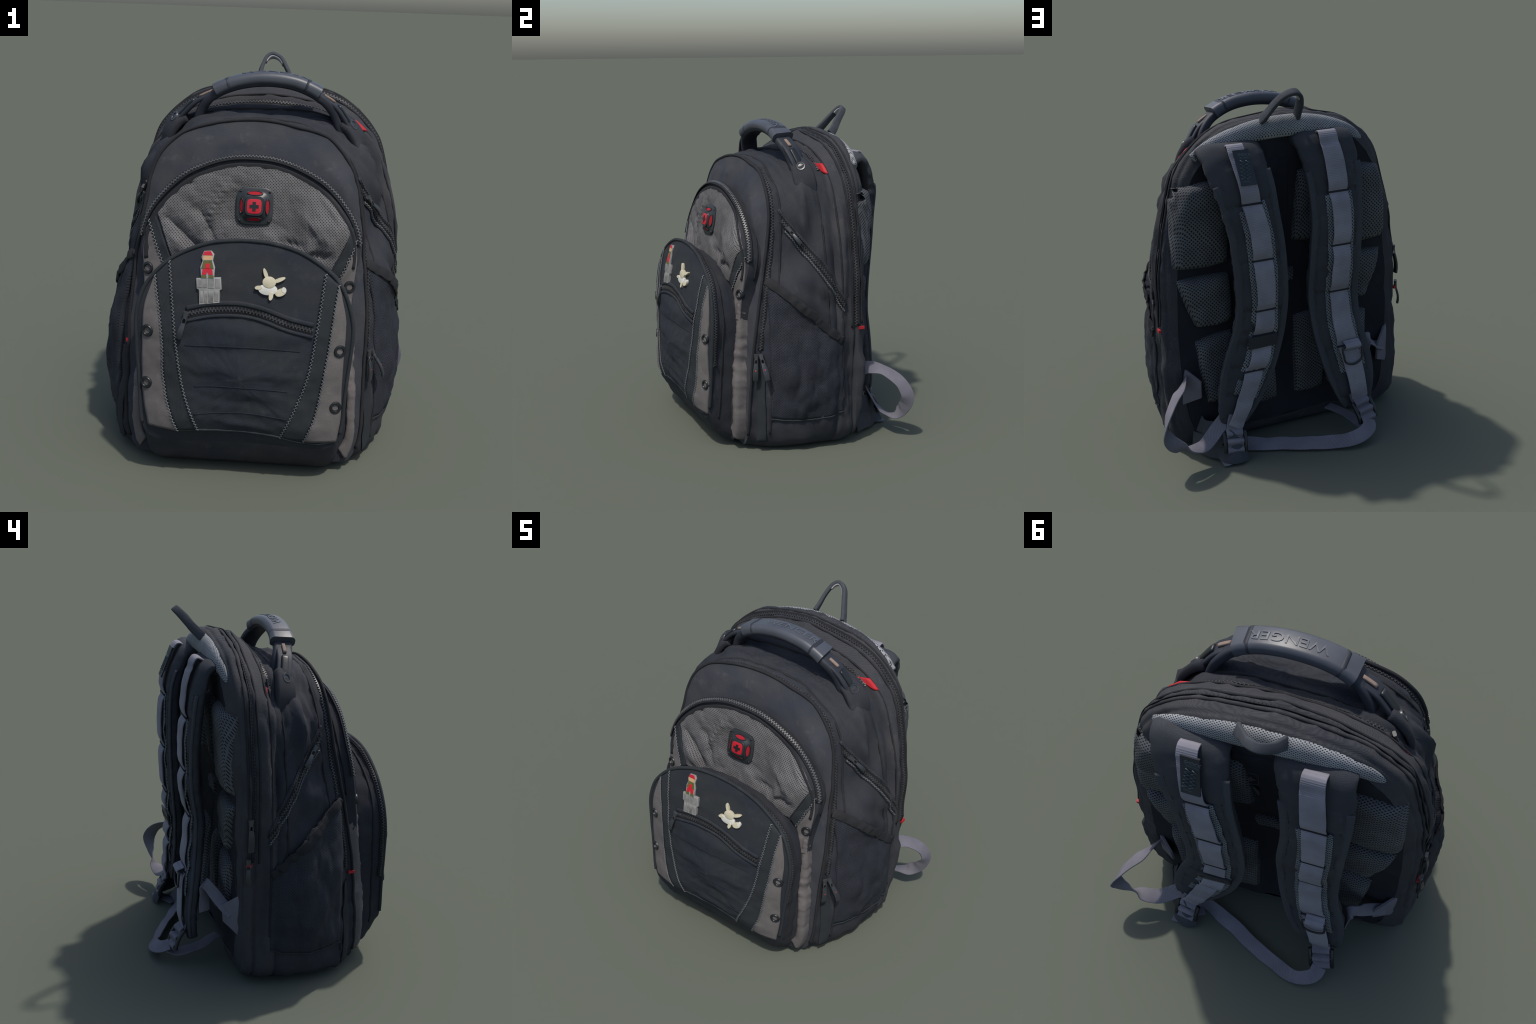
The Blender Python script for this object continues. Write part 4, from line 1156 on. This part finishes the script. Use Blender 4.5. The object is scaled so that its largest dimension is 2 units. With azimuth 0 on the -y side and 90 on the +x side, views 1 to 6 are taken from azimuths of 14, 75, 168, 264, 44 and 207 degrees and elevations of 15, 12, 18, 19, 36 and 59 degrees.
def strip_path(pts, normals, w, mat, name="loose_webbing", n=60, thick=.008, twist=None):
    P = cr(pts, n); Nn = cr(normals, n)
    if n > 40:
        P = P + np.array([(.006 * fbm(p, 7, 90.0, 2), .006 * fbm(p, 7, 93.0, 2), .004 * fbm(p, 7, 96.0, 2)) for p in P]) * np.sin(np.pi * np.linspace(0, 1, n))[:, None]
        Nn = Nn + np.array([(.3 * fbm(p, 5, 71.0, 2), .3 * fbm(p, 5, 74.0, 2), .3 * fbm(p, 5, 77.0, 2)) for p in P])
    V, F = sweep(P, unit(Nn), rrect(w, thick, .003, 2))
    return add(name, V, F, mat, angle=60)
# right strap end down to the buckle
strip_path([(.398,.475,.26),(.412,.480,.215),(.420,.490,.170),(.424,.500,.14)], [(0,1,.1),(0,1,.2),(.1,1,.3),(.1,1,.35)], .088, "web_low", n=20)
strip_path([(-.318,.505,.26),(-.326,.512,.225),(-.334,.528,.195),(-.340,.552,.165)], [(0,1,.1),(0,1,.3),(-.1,1,.4),(-.1,1,.5)], .096, "web_low", n=20)
# right: triangular anchor, webbing that loops out behind and returns to the strap end
strip_path([(.628,.285,.425),(.646,.335,.448),(.690,.410,.436),(.762,.482,.385),(.806,.518,.312),(.803,.520,.238),(.758,.512,.178),(.688,.500,.134),(.610,.485,.118),(.550,.465,.150),(.500,.452,.195),(.455,.445,.235),(.430,.435,.27)],
           [(.8,-.3,.3),(.75,-.3,.5),(.6,.0,.8),(.65,.1,.7),(.95,.15,.3),(.95,-.1,.2),(.85,-.4,.3),(.75,-.5,.45),(.5,-.2,.8),(.2,.5,.8),(.1,.8,.6),(.2,.9,.4),(.2,1,.3)], .080, "web_low", n=120)
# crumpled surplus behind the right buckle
strip_path([(.600,.290,.066),(.570,.360,.072),(.545,.420,.062),(.500,.470,.068),(.470,.525,.060),(.420,.545,.060),(.370,.530,.058)],
           [(1,.3,.2),(1,.3,.1),(.8,.7,.3),(.9,.3,.2),(.6,.8,.4),(.1,1,.4),(-.3,1,.3)], .105, "strap_edge", n=70)
strip_path([(.560,.300,.165),(.545,.360,.150),(.515,.420,.160),(.490,.455,.130),(.465,.490,.140),(.440,.500,.100)],
           [(1,.4,.3),(1,.2,.2),(.8,.6,.3),(1,.3,.4),(.6,.8,.4),(.3,1,.4)], .100, "strap_edge", n=60)
# left: from the anchor wedge up to a fold and down to the buckle
strip_path([(-.600,.300,.40),(-.530,.345,.440),(-.465,.405,.515),(-.435,.425,.520),(-.425,.420,.45),(-.420,.415,.34)],
           [(-.4,.6,.6),(-.4,.6,.6),(-.4,.5,.8),(.3,.6,.8),(.9,.3,.1),(.9,.3,0)], .065, "web_low", n=60)
strip_path([(-.345,.625,.085),(-.335,.560,.050),(-.320,.470,.055),(-.300,.400,.065),(-.270,.345,.075),(-.24,.29,.08)],
           [(0,.6,-1),(0,.2,-1),(0,-.1,-1),(0,-.3,-1),(0,-.3,-1),(0,-.3,-1)], .070, "web_low", n=50)
# long tail lying on the ground from the left buckle across to the right one
strip_path([(-.345,.600,.110),(-.335,.638,.095),(-.300,.662,.078),(-.235,.674,.060),(-.134,.640,.042),(.018,.568,.034),(.145,.504,.033),(.27,.444,.032),(.36,.41,.042),(.41,.43,.07)],
           [(-.2,.8,.5),(-.2,.8,.6),(0,.8,.6),(.2,.6,.8),(.3,.5,.8),(.3,.45,.84),(.3,.45,.84),(.2,.5,.84),(0,.6,.8),(0,.8,.5)], .080, "web_low", n=90)
strip_path([(.36,.435,.014),(.42,.47,.014),(.47,.515,.013),(.51,.52,.016)], [(0,.1,1),(0,.1,1),(0,.1,1),(0,.1,1)], .07, "web_low", n=30)
# triangular anchor wedges sewn to the lower back corners
for s in (1, -1):
    q = np.array([(s * .655, .262, .545), (s * .655, .255, .275), (s * .545, .335, .335), (s * .545, .345, .435)])
    n = unit(np.cross(q[1] - q[0], q[3] - q[0])); n = n if n[1] > 0 else -n
    nu = 12
    P = np.array([[(q[0] * (1 - a) + q[3] * a) * (1 - b) + (q[1] * (1 - a) + q[2] * a) * b for a in np.linspace(0, 1, nu)] for b in np.linspace(0, 1, nu)])
    V, F = shell(P, .006, .006, .004, np.tile(n, (nu, nu, 1))); add("strap_anchor", V, F, "web_low", angle=60)
